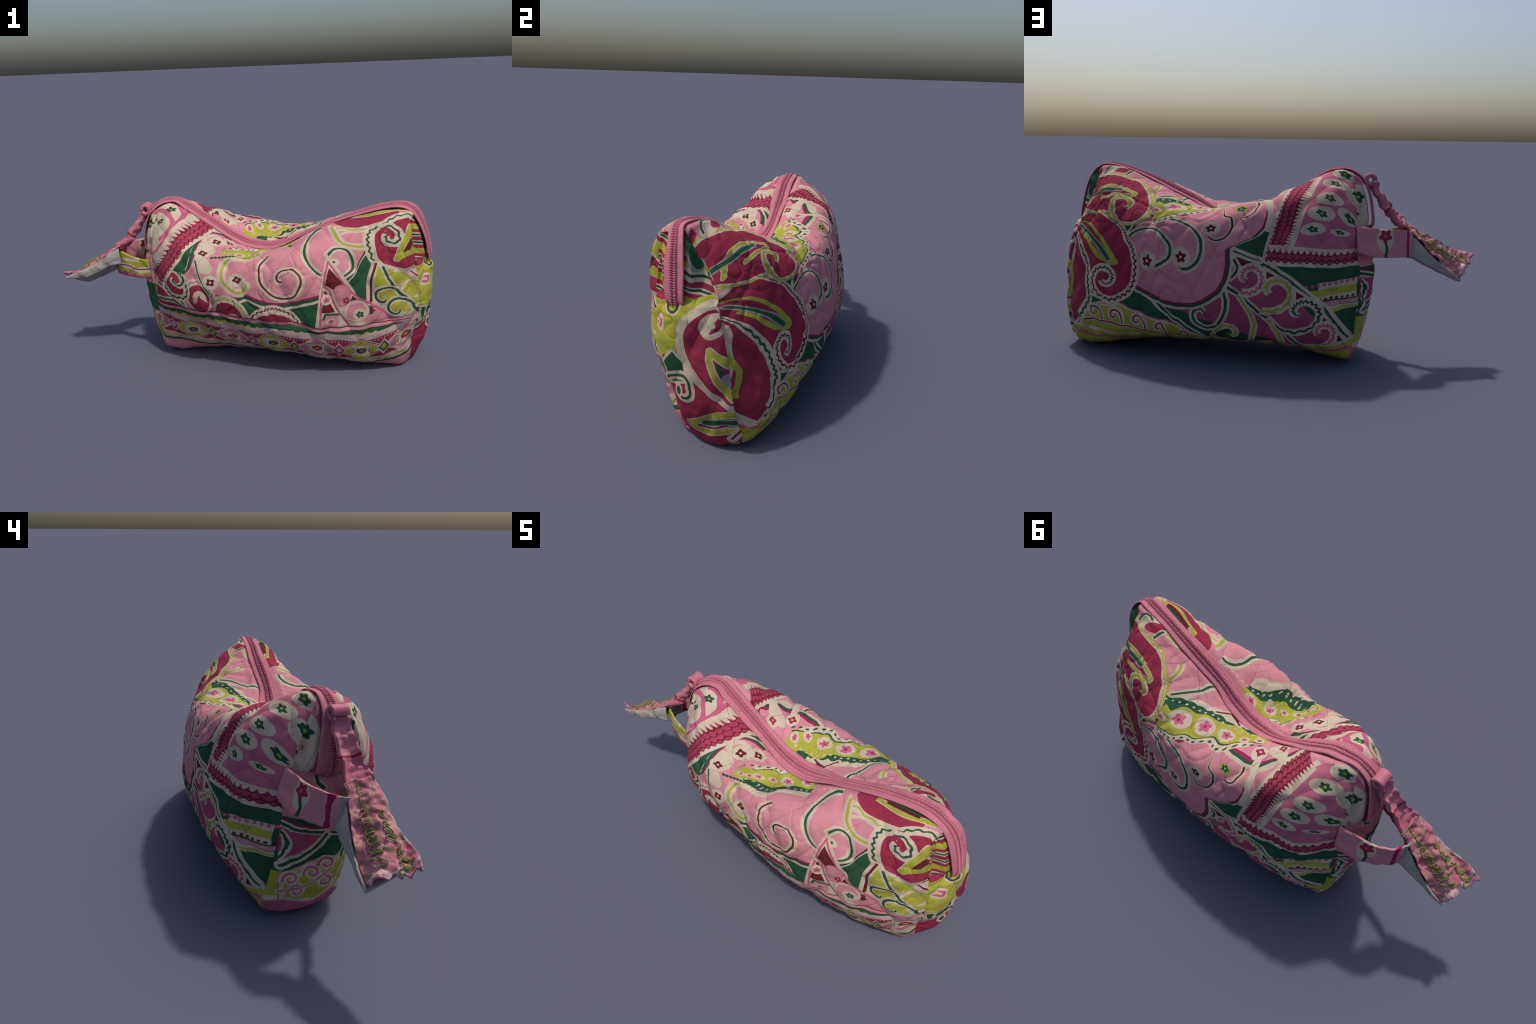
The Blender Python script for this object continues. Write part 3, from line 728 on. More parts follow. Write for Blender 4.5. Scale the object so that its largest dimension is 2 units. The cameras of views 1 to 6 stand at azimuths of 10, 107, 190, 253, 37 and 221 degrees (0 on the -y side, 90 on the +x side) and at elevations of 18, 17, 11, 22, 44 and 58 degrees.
    m.flower((-0.096, 0.876), 0.022, 'maroon', 'cream', halo=('cream', 1.75), petals=4)
    m.flower((-0.04, 0.925), 0.02, 'maroon', 'cream', halo=('cream', 1.75), petals=4)
    m.flower((-0.102, 0.532), 0.024, 'maroon', 'cream', halo=('cream', 1.75), petals=4)
    m.flower((0.03, 0.549), 0.025, 'maroon', 'cream', halo=('cream', 1.75), petals=4)
    m.path([(0.02, 0.711), (-0.018, 0.698), (-0.037, 0.653), (-0.047, 0.584), (-0.038, 0.528), (-0.012, 0.499), (0.021, 0.478), (0.059, 0.483), (0.079, 0.523)], 'lime', 0.006, halo=('cream', 0.022))
    # bean pod: lime scallops, green lace edge, beads
    m.sheet('bean_pod_lime_scallops')
    m.between([(-0.02, 0.753), (0.013, 0.742), (0.05, 0.731), (0.081, 0.728), (0.137, 0.763), (0.172, 0.823), (0.213, 0.856), (0.279, 0.89), (0.368, 0.929), (0.379, 0.929), (0.435, 0.996)], [(-0.061, 0.739), (-0.055, 0.783), (-0.035, 0.811), (-0.008, 0.829), (0.02, 0.853), (0.045, 0.866), (0.085, 0.87), (0.123, 0.915), (0.164, 0.921), (0.255, 0.969), (0.29, 1.015)], 'cream', grow=0.045)
    m.between([(-0.02, 0.753), (0.013, 0.742), (0.05, 0.731), (0.081, 0.728), (0.137, 0.763), (0.172, 0.823), (0.213, 0.856), (0.279, 0.89), (0.368, 0.929), (0.379, 0.929), (0.435, 0.996)], [(-0.061, 0.739), (-0.055, 0.783), (-0.035, 0.811), (-0.008, 0.829), (0.02, 0.853), (0.045, 0.866), (0.085, 0.87), (0.123, 0.915), (0.164, 0.921), (0.255, 0.969), (0.29, 1.015)], 'green', bumps=34, amp=0.018, grow=0.0055)
    m.between([(-0.061, 0.739), (-0.015, 0.743), (0.01, 0.753), (0.042, 0.754), (0.102, 0.764), (0.14, 0.812), (0.2, 0.88), (0.268, 0.906), (0.308, 0.938), (0.308, 0.988)], [(-0.061, 0.739), (-0.055, 0.783), (-0.035, 0.811), (-0.008, 0.829), (0.02, 0.853), (0.045, 0.866), (0.085, 0.87), (0.123, 0.915), (0.164, 0.921), (0.255, 0.969), (0.29, 1.015)], 'lime', bumps=34, amp=0.016)
    d = m.line([(-0.061, 0.739), (-0.055, 0.783), (-0.035, 0.811), (-0.008, 0.829), (0.02, 0.853), (0.045, 0.866), (0.085, 0.87), (0.123, 0.915), (0.164, 0.921), (0.255, 0.969), (0.29, 1.015)], 9.0)
    m.beads(d, .036, .026, .006, 'green')
    d = m.line([(-0.02, 0.753), (0.013, 0.742), (0.05, 0.731), (0.081, 0.728), (0.137, 0.763), (0.172, 0.823), (0.213, 0.856), (0.279, 0.89), (0.368, 0.929), (0.379, 0.929), (0.435, 0.996)], 9.0)
    m.beads(d, .008, .026, .005, 'cream')
    m.bead_path((-0.095, 0.706), (-0.042, 0.72), 3, 0.009, 'green')
    m.bead_path((-0.042, 0.72), (0.026, 0.738), 4, 0.009, 'green')
    m.oval((-0.031, 0.771), 0.016, 0.0124, 0.0, [('cream', 1)])
    m.flower((-0.031, 0.771), 0.0092, 'rose', 'berry')
    m.oval((-0.002, 0.781), 0.0176, 0.01364, 0.0, [('cream', 1)])
    m.flower((-0.002, 0.781), 0.01012, 'rose', 'berry')
    m.oval((0.024, 0.794), 0.027200000000000002, 0.02108, 0.0, [('cream', 1)])
    m.flower((0.024, 0.794), 0.01564, 'rose', 'berry')
    m.oval((0.084, 0.819), 0.024, 0.0186, 0.0, [('cream', 1)])
    m.flower((0.084, 0.819), 0.0138, 'rose', 'berry')
    m.oval((0.144, 0.862), 0.036, 0.027899999999999998, 0.0, [('cream', 1)])
    m.flower((0.144, 0.862), 0.0207, 'rose', 'berry')
    m.oval((0.23, 0.939), 0.036, 0.027899999999999998, 0.0, [('cream', 1)])
    m.flower((0.23, 0.939), 0.0207, 'rose', 'berry')
    m.oval((0.296, 0.983), 0.036, 0.027899999999999998, 0.0, [('cream', 1)])
    m.flower((0.296, 0.983), 0.0207, 'rose', 'berry')
    # scrolls on the pink
    m.sheet('scrolls_on_the_pink')
    m.arc((0.259, 0.56), [(0.19, 0.719), (0.156, 0.665), (0.145, 0.588), (0.158, 0.528), (0.197, 0.485), (0.254, 0.461), (0.321, 0.482), (0.333, 0.505), (0.349, 0.564), (0.326, 0.602), (0.299, 0.619), (0.289, 0.613), (0.252, 0.606), (0.232, 0.574), (0.238, 0.55), (0.258, 0.549)], 'maroon', 0.0048, halo=('cream', 0.019))
    m.arc((0.475, 0.77), [(0.435, 0.974), (0.385, 0.918), (0.365, 0.814), (0.367, 0.719), (0.395, 0.646), (0.444, 0.591)], 'green', 0.0062, halo=('cream', 0.021))
    m.arc((0.53, 0.69), [(0.471, 0.719), (0.486, 0.755), (0.512, 0.787), (0.55, 0.785), (0.581, 0.743), (0.592, 0.683), (0.579, 0.62), (0.542, 0.584)], 'green', 0.0062, halo=('cream', 0.021))
    m.oval((0.503, 0.688), 0.028, 0.03, 0.0, [('cream', 1)])
    m.oval((0.501, 0.688), 0.01, 0.01, 0.0, [('green', 1)])
    m.oval((0.62, 0.859), 0.115, 0.075, 0.0, [('cream', 1), ('pink', 0.8)])
    m.arc((0.597, 0.936), [(0.491, 0.999), (0.501, 0.921), (0.522, 0.858), (0.561, 0.815), (0.599, 0.799), (0.668, 0.814)], 'lime', 0.007, halo=('cream', 0.022))
    # crimson strip below the zipper at the right
    m.sheet('crimson_strip_below_the')
    m.stroke([(0.51, 0.962), (0.549, 0.953), (0.599, 0.938), (0.673, 0.935), (0.74, 0.961), (0.781, 0.988)], 'lime', 0.006, halo=('cream', 0.03), waves=90, amp=0.006)
    m.between([(0.491, 1.034), (0.532, 0.981), (0.575, 0.958), (0.63, 0.959), (0.704, 0.971), (0.776, 0.999), (0.833, 1.029)], [(0.485, 1.139), (0.536, 1.1580000000000001), (0.58, 1.1660000000000001), (0.673, 1.1580000000000001), (0.75, 1.1680000000000001), (0.811, 1.195)], 'crimson')
    m.stroke([(0.58, 1.066), (0.675, 1.055), (0.744, 1.059), (0.803, 1.081), (0.855, 1.091)], 'lime', 0.012, halo=('cream', 0.017))
    m.stroke([(0.625, 1.089), (0.683, 1.092), (0.736, 1.094), (0.784, 1.099)], 'green', 0.006, halo=('maroon', 0.024))
    # crimson paisley at the right shoulder
    m.sheet('crimson_paisley_at_the')
    m.blob((0.806, 0.838), [(0.705, 0.905), (0.693, 0.846), (0.7, 0.793), (0.722, 0.73), (0.758, 0.682), (0.801, 0.651), (0.849, 0.669), (0.894, 0.724), (0.882, 0.896), (0.862, 1.003), (0.812, 0.993), (0.772, 0.955), (0.745, 0.917)], [('cream', 0.055), ('crimson', 0)], [('green', 0.032, 0.0055, 26, 0.0045)])
    m.arc((0.766, 0.877), [(0.723, 0.919), (0.758, 0.939), (0.788, 0.925), (0.809, 0.885), (0.8, 0.844), (0.77, 0.841), (0.75, 0.853), (0.755, 0.882)], 'green', 0.006, halo=('cream', 0.026), waves=7, amp=0.003)
    m.arc((0.756, 0.898), [(0.719, 0.897), (0.745, 0.917), (0.765, 0.906), (0.775, 0.878)], 'crimson', 0.012)
    m.path([(0.865, 0.957), (0.853, 0.905), (0.799, 0.746)], 'lime', 0.013, halo=('cream', 0.018))
    m.path([(0.799, 0.746), (0.858, 0.81), (0.883, 0.865)], 'lime', 0.013)
    m.poly([(0.829, 0.793), (0.866, 0.899), (0.877, 0.874), (0.863, 0.823)], [('maroon', 0)])
    # lime leaves by the end seam
    m.sheet('lime_leaves_by_the')
    m.poly([(0.699, 0.719), (0.914, 0.634), (0.92, 0.271), (0.791, 0.337), (0.679, 0.441), (0.683, 0.555)], [('cream', 0.0)])
    m.path([(0.703, 0.704), (0.68, 0.555), (0.682, 0.434)], 'maroon', 0.006, halo=('cream', 0.022))
    m.poly([(0.71, 0.678), (0.729, 0.653), (0.767, 0.514), (0.696, 0.508)], [('lime', 0)])
    m.poly([(0.757, 0.655), (0.787, 0.656), (0.774, 0.588)], [('lime', 0)])
    m.oval((0.818, 0.561), 0.055, 0.075, 0.5, [('lime', 1)])
    m.oval((0.877, 0.48), 0.075, 0.085, 0.0, [('lime', 1), ('cream', 0.78), ('lime', 0.55)])
    m.oval((0.761, 0.456), 0.075, 0.035, 0.2, [('lime', 1)])
    m.oval((0.837, 0.391), 0.08, 0.042, 0.2, [('lime', 1)])
    m.path([(0.736, 0.672), (0.769, 0.548), (0.807, 0.479), (0.861, 0.429), (0.914, 0.331)], 'green', 0.007, halo=('cream', 0.016))
    m.arc((0.733, 0.46), [(0.798, 0.487), (0.743, 0.498), (0.708, 0.479), (0.705, 0.447), (0.728, 0.424), (0.748, 0.424), (0.75, 0.439)], 'green', 0.006, halo=('cream', 0.014))
    m.arc((0.806, 0.393), [(0.895, 0.377), (0.844, 0.431), (0.789, 0.432), (0.767, 0.4), (0.782, 0.358), (0.813, 0.349), (0.824, 0.375)], 'green', 0.006, halo=('cream', 0.014))
    m.path([(0.868, 0.63), (0.904, 0.559)], 'maroon', 0.004, halo=('dust', 0.03))
    # wine triangle with its own small blossoms
    m.sheet('wine_triangle_with_its')
    m.poly([(0.475, 0.713), (0.425, 0.307), (0.603, 0.286), (0.58, 0.514)], [('cream', 0.01)])
    m.poly([(0.475, 0.713), (0.58, 0.514), (0.809, 0.318), (0.603, 0.286)], [('cream', 0.01)])
    m.path([(0.477, 0.694), (0.447, 0.457), (0.439, 0.311)], 'rose', 0.0055)
    m.path([(0.48, 0.685), (0.536, 0.567), (0.591, 0.482), (0.69, 0.416), (0.786, 0.323)], 'rose', 0.0055)
    m.poly([(0.482, 0.642), (0.46, 0.516), (0.502, 0.508), (0.557, 0.526)], [('maroon', 0)])
    m.poly([(0.455, 0.442), (0.485, 0.452), (0.51, 0.385), (0.447, 0.388)], [('maroon', 0)])
    m.poly([(0.46, 0.498), (0.482, 0.499), (0.485, 0.477), (0.458, 0.483)], [('maroon', 0)])
    m.poly([(0.596, 0.465), (0.616, 0.448), (0.588, 0.445)], [('maroon', 0.004)])
    m.poly([(0.668, 0.403), (0.699, 0.382), (0.663, 0.37)], [('maroon', 0.004)])
    m.oval((0.542, 0.476), 0.04, 0.055, 0.0, [('rose', 1.1), ('pink', 1)])
    m.oval((0.614, 0.385), 0.06, 0.062, 0.0, [('rose', 1.06), ('cream', 1), ('pink', 0.8)])
    m.oval((0.487, 0.331), 0.042, 0.05, 0.0, [('pink', 1)])
    m.oval((0.703, 0.336), 0.06, 0.03, 0.1, [('pink', 1)])
    m.path([(0.46, 0.516), (0.482, 0.511), (0.501, 0.438), (0.537, 0.373), (0.576, 0.303)], 'rose', 0.005, halo=('cream', 0.014))
    m.path([(0.455, 0.352), (0.466, 0.38), (0.526, 0.37)], 'green', 0.006)
    m.flower((0.47, 0.453), 0.017, 'rose', 'green', halo=('cream', 1.5))
    m.flower((0.564, 0.444), 0.018, 'berry', 'cream')
    m.flower((0.63, 0.366), 0.021, 'green', 'rose', halo=('cream', 1.6))
    m.flower((0.49, 0.33), 0.016, 'rose', 'green', halo=('cream', 1.4))
    # hem: pink, green and lime ricrac, then the border
    m.sheet('hem_pink_green_and')
    hem = m.below([(-0.458, 0.304), (-0.313, 0.317), (-0.132, 0.303), (0.046, 0.294), (0.315, 0.288), (0.458, 0.246), (0.626, 0.249), (0.794, 0.253), (0.916, 0.247)], [('pink', .040), ('green', .016), ('pink', -.022)], [('maroon', .041, .003, 0, 0), ('lime', -.024, .008, 140, .006)])
    border(m, [(-0.47, 0.165), (-0.443, 0.164), (-0.35, 0.16), (-0.259, 0.139), (-0.137, 0.14), (-0.028, 0.136), (0.079, 0.14), (0.195, 0.158), (0.306, 0.147), (0.416, 0.126), (0.524, 0.116), (0.636, 0.098), (0.741, 0.115), (0.844, 0.137), (0.93, 0.15)], .195, .445)
    # lower edge of the border
    m.sheet('lower_edge_of_the')
    m.stroke([(-0.47, 0.06000000000000001), (-0.443, 0.05900000000000001), (-0.35, 0.05500000000000001), (-0.259, 0.034000000000000016), (-0.137, 0.03500000000000002), (-0.028, 0.031000000000000014), (0.079, 0.03500000000000002), (0.195, 0.053000000000000005), (0.306, 0.041999999999999996), (0.416, 0.021000000000000005), (0.524, 0.01100000000000001), (0.636, -0.006999999999999992), (0.741, 0.010000000000000009), (0.844, 0.032000000000000015), (0.93, 0.045)], 'lime', 0.006, halo=('dust', 0.03), waves=140, amp=0.006)
    m.stroke([(-0.47, 0.03), (-0.443, 0.028999999999999998), (-0.35, 0.024999999999999994), (-0.259, 0.0040000000000000036), (-0.137, 0.0050000000000000044), (-0.028, 0.0010000000000000009), (0.079, 0.0050000000000000044), (0.195, 0.022999999999999993), (0.306, 0.011999999999999983), (0.416, -0.009000000000000008), (0.524, -0.019000000000000003), (0.636, -0.037000000000000005), (0.741, -0.020000000000000004), (0.844, 0.0020000000000000018), (0.93, 0.014999999999999986)], 'green', 0.01)
    m.stitches(0.218, 0.588)
    return m.finish()

def print_printed_back():
    m = Cloth('printed_back', 'green', side_axes(1))
    # pink cloth above the cloud, towards the zipper
    m.sheet('pink_cloth_above_the')
    m.paint('pink', m.math('GREATER_THAN', m.q, .70))
    # stripes at the low left end
    m.sheet('stripes_at_the_low')
    m.between([(-0.227, 0.388), (-0.479, 0.412)], [(-0.056, 0.491), (-0.325, 0.474), (-0.477, 0.458)], 'green')
    m.between([(-0.309, 0.321), (-0.482, 0.299)], [(-0.216, 0.387), (-0.273, 0.398), (-0.479, 0.412)], 'cream')
    m.bead_path((-0.239, 0.384), (-0.48, 0.405), 10, 0.008, 'rose')
    m.between([(-0.275, 0.339), (-0.482, 0.336)], [(-0.246, 0.366), (-0.48, 0.379)], 'lime')
    m.bead_path((-0.298, 0.326), (-0.482, 0.31), 8, 0.007, 'maroon')
    m.between([(-0.332, 0.286), (-0.484, 0.26)], [(-0.298, 0.312), (-0.483, 0.29)], 'pink')
    m.between([(-0.349, 0.253), (-0.485, 0.223)], [(-0.327, 0.286), (-0.484, 0.256)], 'cream')
    m.bead_path((-0.354, 0.261), (-0.485, 0.237), 8, 0.009, 'lime')
    # fuchsia sail with curled plumes
    m.sheet('fuchsia_sail_with_curled')
    m.poly([(0.088, 0.552), (-0.11, 0.464), (-0.457, 0.058), (-0.391, 0.018), (0.419, 0.282)], [('fuchsia', 0)])
    m.poly([(0.088, 0.552), (-0.11, 0.464), (-0.198, 0.404), (-0.042, 0.374)], [('fuchsia', 0)])
    m.path([(0.087, 0.546), (-0.039, 0.499), (-0.11, 0.464), (-0.198, 0.404), (-0.31, 0.308), (-0.379, 0.204), (-0.448, 0.066)], 'green', 0.007, halo=('cream', 0.022))
    m.path([(0.435, 0.289), (0.379, 0.226), (0.306, 0.179), (0.21, 0.11)], 'green', 0.006, halo=('cream', 0.018))
    m.poly([(0.047, 0.516), (-0.031, 0.489), (0.02, 0.472)], [('cream', 0.014), ('maroon', 0)])
    m.poly([(-0.091, 0.453), (-0.139, 0.425), (-0.092, 0.405)], [('cream', 0.014), ('maroon', 0)])
    m.poly([(-0.22, 0.366), (-0.266, 0.335), (-0.221, 0.323)], [('cream', 0.014), ('maroon', 0)])
    m.poly([(-0.333, 0.239), (-0.352, 0.214), (-0.329, 0.21)], [('cream', 0.014), ('maroon', 0)])
    m.poly([(-0.402, 0.122), (-0.423, 0.087), (-0.394, 0.092)], [('cream', 0.014), ('maroon', 0)])
    m.path([(0.087, 0.382), (0.041, 0.35), (-0.007, 0.312), (-0.099, 0.226), (-0.159, 0.174), (-0.225, 0.085)], 'green', 0.006, halo=('cream', 0.016))
    m.path([(0.03, 0.333), (-0.015, 0.255), (-0.033, 0.184), (-0.008, 0.09)], 'lime', 0.005, halo=('cream', 0.016))
    m.path([(-0.099, 0.219), (-0.14, 0.156), (-0.162, 0.072)], 'lime', 0.005, halo=('cream', 0.016))
    m.arc((-0.011, 0.422), [(0.027, 0.356), (-0.01, 0.354), (-0.053, 0.374), (-0.073, 0.421), (-0.053, 0.46), (-0.018, 0.468), (0.01, 0.449), (0.014, 0.422), (-0.004, 0.412)], 'rose', 0.006, halo=('cream', 0.02), waves=16, amp=0.0045)
    m.arc((-0.124, 0.37), [(-0.066, 0.276), (-0.124, 0.271), (-0.171, 0.295), (-0.195, 0.343), (-0.18, 0.389), (-0.14, 0.413), (-0.103, 0.403), (-0.092, 0.372), (-0.109, 0.358)], 'lime', 0.006, halo=('cream', 0.02), waves=14, amp=0.004)
    m.arc((-0.248, 0.272), [(-0.153, 0.182), (-0.217, 0.162), (-0.285, 0.185), (-0.321, 0.238), (-0.303, 0.3), (-0.259, 0.32), (-0.219, 0.301), (-0.212, 0.262), (-0.243, 0.26)], 'green', 0.006, halo=('cream', 0.02), waves=16, amp=0.0045)
    m.arc((-0.334, 0.159), [(-0.24, 0.059), (-0.321, 0.073), (-0.374, 0.108), (-0.384, 0.147), (-0.363, 0.186), (-0.331, 0.191), (-0.31, 0.17), (-0.32, 0.149)], 'rose', 0.006, halo=('cream', 0.018), waves=14, amp=0.004)
    m.path([(0.097, 0.352), (0.088, 0.302), (0.108, 0.232), (0.147, 0.171)], 'green', 0.006, halo=('cream', 0.018))
    m.arc((0.205, 0.232), [(0.13, 0.189), (0.168, 0.169), (0.213, 0.181), (0.243, 0.214), (0.245, 0.245), (0.214, 0.266), (0.191, 0.249)], 'green', 0.006, halo=('cream', 0.018))
    m.arc((0.095, 0.149), [(0.159, 0.065), (0.137, 0.159), (0.091, 0.189), (0.053, 0.164), (0.062, 0.135), (0.083, 0.134)], 'lime', 0.006, halo=('cream', 0.016))
    m.path([(0.069, 0.512), (0.039, 0.483), (0.042, 0.443), (0.076, 0.414)], 'green', 0.0055, halo=('cream', 0.015))
    # lime strip along the foot at the other end
    m.sheet('lime_strip_along_the')
    m.poly([(0.815, 0.195), (0.623, 0.238), (0.351, 0.168), (0.142, 0.082), (0.564, 0.028), (0.867, 0.01)], [('rose', 0.01), ('cream', 0.004), ('lime', -0.006)])
    m.arc((0.759, 0.178), [(0.715, 0.135), (0.717, 0.174), (0.746, 0.199), (0.78, 0.176), (0.773, 0.158), (0.753, 0.173)], 'berry', 0.004, halo=('cream', 0.016))
    m.arc((0.641, 0.191), [(0.605, 0.139), (0.606, 0.179), (0.631, 0.209), (0.66, 0.191), (0.655, 0.172), (0.636, 0.185)], 'berry', 0.004, halo=('cream', 0.016))
    m.arc((0.527, 0.173), [(0.494, 0.116), (0.49, 0.164), (0.516, 0.192), (0.543, 0.178), (0.539, 0.156), (0.522, 0.168)], 'berry', 0.004, halo=('cream', 0.016))
    m.arc((0.419, 0.154), [(0.407, 0.08), (0.393, 0.142), (0.411, 0.169), (0.431, 0.159), (0.428, 0.14), (0.415, 0.149)], 'berry', 0.004, halo=('cream', 0.0128))
    m.arc((0.307, 0.116), [(0.288, 0.098), (0.297, 0.136), (0.318, 0.12), (0.326, 0.081), (0.306, 0.108)], 'berry', 0.004, halo=('cream', 0.0112))
    m.path([(0.818, 0.119), (0.712, 0.136), (0.607, 0.135), (0.52, 0.12), (0.419, 0.113)], 'berry', 0.004, halo=('cream', 0.009))
    m.paint('lime', m.less(m.q, .075)); m.paint('cream', m.near(m.q, .078, .007)); m.paint('rose', m.near(m.q, .040, .008))
    # pink cloud with curls and blossoms
    m.sheet('pink_cloud_with_curls')
    m.blob((0.265, 0.499), [(0.525, 0.358), (0.47, 0.326), (0.397, 0.298), (0.328, 0.288), (0.269, 0.287), (0.21, 0.31), (0.161, 0.344), (0.135, 0.362), (0.106, 0.411), (0.094, 0.458), (0.093, 0.549), (0.062, 0.567), (-0.017, 0.613), (-0.059, 0.687), (-0.073, 0.777), (-0.056, 0.905), (0.235, 1.296), (0.252, 0.858), (0.38, 0.759), (0.48, 0.775), (0.534, 0.686), (0.56, 0.599), (0.544, 0.499), (0.529, 0.432)], [('cream', 0.036), ('green', 0.022), ('berry', 0.011), ('pink', 0)])
    m.arc((0.46, 0.521), [(0.575, 0.599), (0.519, 0.658), (0.452, 0.665), (0.39, 0.602), (0.355, 0.541), (0.357, 0.493), (0.395, 0.462), (0.437, 0.445)], 'green', 0.0065, halo=('cream', 0.02))
    m.arc((0.297, 0.545), [(0.375, 0.732), (0.304, 0.704), (0.237, 0.637), (0.205, 0.562), (0.21, 0.503), (0.251, 0.456), (0.288, 0.447), (0.311, 0.459)], 'green', 0.0065, halo=('cream', 0.02))
    m.arc((0.15, 0.689), [(0.288, 1.19), (0.263, 1.181), (0.124, 0.814), (0.078, 0.735), (0.074, 0.663), (0.108, 0.6), (0.143, 0.587), (0.146, 0.587), (0.177, 0.609)], 'maroon', 0.0045, halo=('cream', 0.014))
    m.arc((0.032, 0.832), [(-0.018, 0.896), (-0.026, 0.819), (-0.013, 0.769), (0.029, 0.751)], 'maroon', 0.0045, halo=('cream', 0.014))
    m.flower((0.464, 0.469), 0.027, 'maroon', 'cream', halo=('cream', 1.7))
    m.flower((0.299, 0.497), 0.027, 'maroon', 'cream', halo=('cream', 1.7))
    m.flower((0.168, 0.663), 0.027, 'maroon', 'cream', halo=('cream', 1.7))
    m.flower((0.044, 0.818), 0.024, 'green', 'cream', halo=('lime', 1.3))
    # cloud tip by the zipper, with its wedge
    m.sheet('cloud_tip_by_the')
    m.poly([(-0.026, 0.919), (-0.063, 0.923), (-0.109, 0.962), (-0.161, 1.084), (-0.073, 1.067), (0.021, 1.037), (0.099, 0.957), (0.085, 0.895)], [('cream', 0.03), ('green', 0.016), ('berry', 0.008), ('pink', 0)])
    m.oval((-0.097, 0.995), 0.06, 0.035, 0.0, [('cream', 1)])
    m.flower((-0.028, 0.948), 0.022, 'crimson', 'cream', halo=('cream', 1.5), petals=4)
    m.flower((-0.092, 1.027), 0.02, 'crimson', 'cream', halo=('cream', 1.5), petals=4)
    # green and pale edging up to the scale belt
    m.sheet('green_and_pale_edging')
    m.path([(-0.051, 0.916), (-0.075, 0.892), (-0.085, 0.8), (-0.095, 0.781), (-0.084, 0.673)], 'cream', 0.013)
    m.poly([(-0.088, 0.494), (-0.129, 0.653), (-0.151, 0.812), (-0.17, 0.93), (-0.207, 1.04), (-0.181, 1.111), (-0.261, 1.187), (-0.461, 1.135), (-0.479, 0.461)], [('cream', 0.0)])
    m.poly([(-0.123, 0.566), (-0.175, 0.806), (-0.211, 0.946), (-0.239, 1.015), (-0.282, 1.162), (-0.34, 1.211), (-0.414, 1.219), (-0.465, 1.103), (-0.479, 0.561)], [('rosy', 0.01)])
    m.oval((-0.359, 1.087), 0.066, 0.043, -0.6, [('cream', 1)])
    m.oval((-0.34, 0.942), 0.066, 0.043, -0.6, [('cream', 1)])
    m.oval((-0.311, 0.831), 0.064, 0.042, -0.6, [('cream', 1)])
    m.oval((-0.278, 0.72), 0.06, 0.04, -0.6, [('cream', 1)])
    m.oval((-0.43, 0.894), 0.056, 0.046, -0.5, [('cream', 1)])
    m.oval((-0.392, 0.743), 0.044, 0.034, -0.5, [('cream', 1)])
    m.oval((-0.452, 1.067), 0.045, 0.06, 0, [('cream', 1)])
    m.oval((-0.392, 1.207), 0.06, 0.045, -0.5, [('cream', 1)])
    m.flower((-0.359, 1.087), 0.027, 'green', 'lime')
    m.flower((-0.34, 0.942), 0.026, 'green', 'lime')
    m.flower((-0.311, 0.831), 0.026, 'green', 'lime')
    m.flower((-0.278, 0.72), 0.026, 'green', 'lime')
    m.flower((-0.43, 0.898), 0.027, 'green', 'lime')
    m.flower((-0.392, 0.747), 0.022, 'green', 'lime')
    m.flower((-0.454, 1.088), 0.025, 'green', 'lime')
    m.flower((-0.392, 1.207), 0.03, 'green', 'lime')
    m.scales((-0.09, 0.49), (-0.203, 1.16), 0.074, 3, side=1)
    m.scales((-0.091, 0.508), (-0.477, 0.486), .054, 2, side=-1)
    # bean pod
    m.sheet('bean_pod')
    m.between([(0.467, 0.739), (0.408, 0.764), (0.348, 0.779), (0.306, 0.823), (0.256, 0.836), (0.203, 0.889), (0.16, 0.885), (0.126, 0.896), (0.075, 0.946), (-0.003, 1.001), (-0.018, 1.03)], [(0.495, 0.944), (0.436, 0.955), (0.368, 0.955), (0.312, 0.967), (0.274, 0.987), (0.219, 0.985), (0.144, 1.01), (0.1, 1.022), (0.026, 1.039)], 'cream', grow=0.04)
    m.between([(0.502, 0.851), (0.467, 0.894), (0.424, 0.884), (0.401, 0.914), (0.342, 0.912), (0.304, 0.943), (0.246, 0.947), (0.195, 0.986), (0.105, 1.006), (0.031, 1.031), (0.002, 1.045)], [(0.495, 0.944), (0.436, 0.955), (0.368, 0.955), (0.312, 0.967), (0.274, 0.987), (0.219, 0.985), (0.144, 1.01), (0.1, 1.022), (0.026, 1.039)], 'green', bumps=70, amp=0.008, grow=0.004)
    m.between([(0.467, 0.739), (0.408, 0.764), (0.348, 0.779), (0.306, 0.823), (0.256, 0.836), (0.203, 0.889), (0.16, 0.885), (0.126, 0.896), (0.075, 0.946), (-0.003, 1.001), (-0.018, 1.03)], [(0.502, 0.851), (0.467, 0.894), (0.424, 0.884), (0.401, 0.914), (0.342, 0.912), (0.304, 0.943), (0.246, 0.947), (0.195, 0.986), (0.105, 1.006), (0.031, 1.031), (0.002, 1.045)], 'green', grow=0.007)
    m.between([(0.467, 0.739), (0.408, 0.764), (0.348, 0.779), (0.306, 0.823), (0.256, 0.836), (0.203, 0.889), (0.16, 0.885), (0.126, 0.896), (0.075, 0.946), (-0.003, 1.001), (-0.018, 1.03)], [(0.502, 0.851), (0.467, 0.894), (0.424, 0.884), (0.401, 0.914), (0.342, 0.912), (0.304, 0.943), (0.246, 0.947), (0.195, 0.986), (0.105, 1.006), (0.031, 1.031), (0.002, 1.045)], 'lime', bumps=30, amp=0.014)
    d = m.line([(0.495, 0.944), (0.436, 0.955), (0.368, 0.955), (0.312, 0.967), (0.274, 0.987), (0.219, 0.985), (0.144, 1.01), (0.1, 1.022), (0.026, 1.039)], 9.0)
    m.beads(d, -.014, .028, .0055, 'cream')
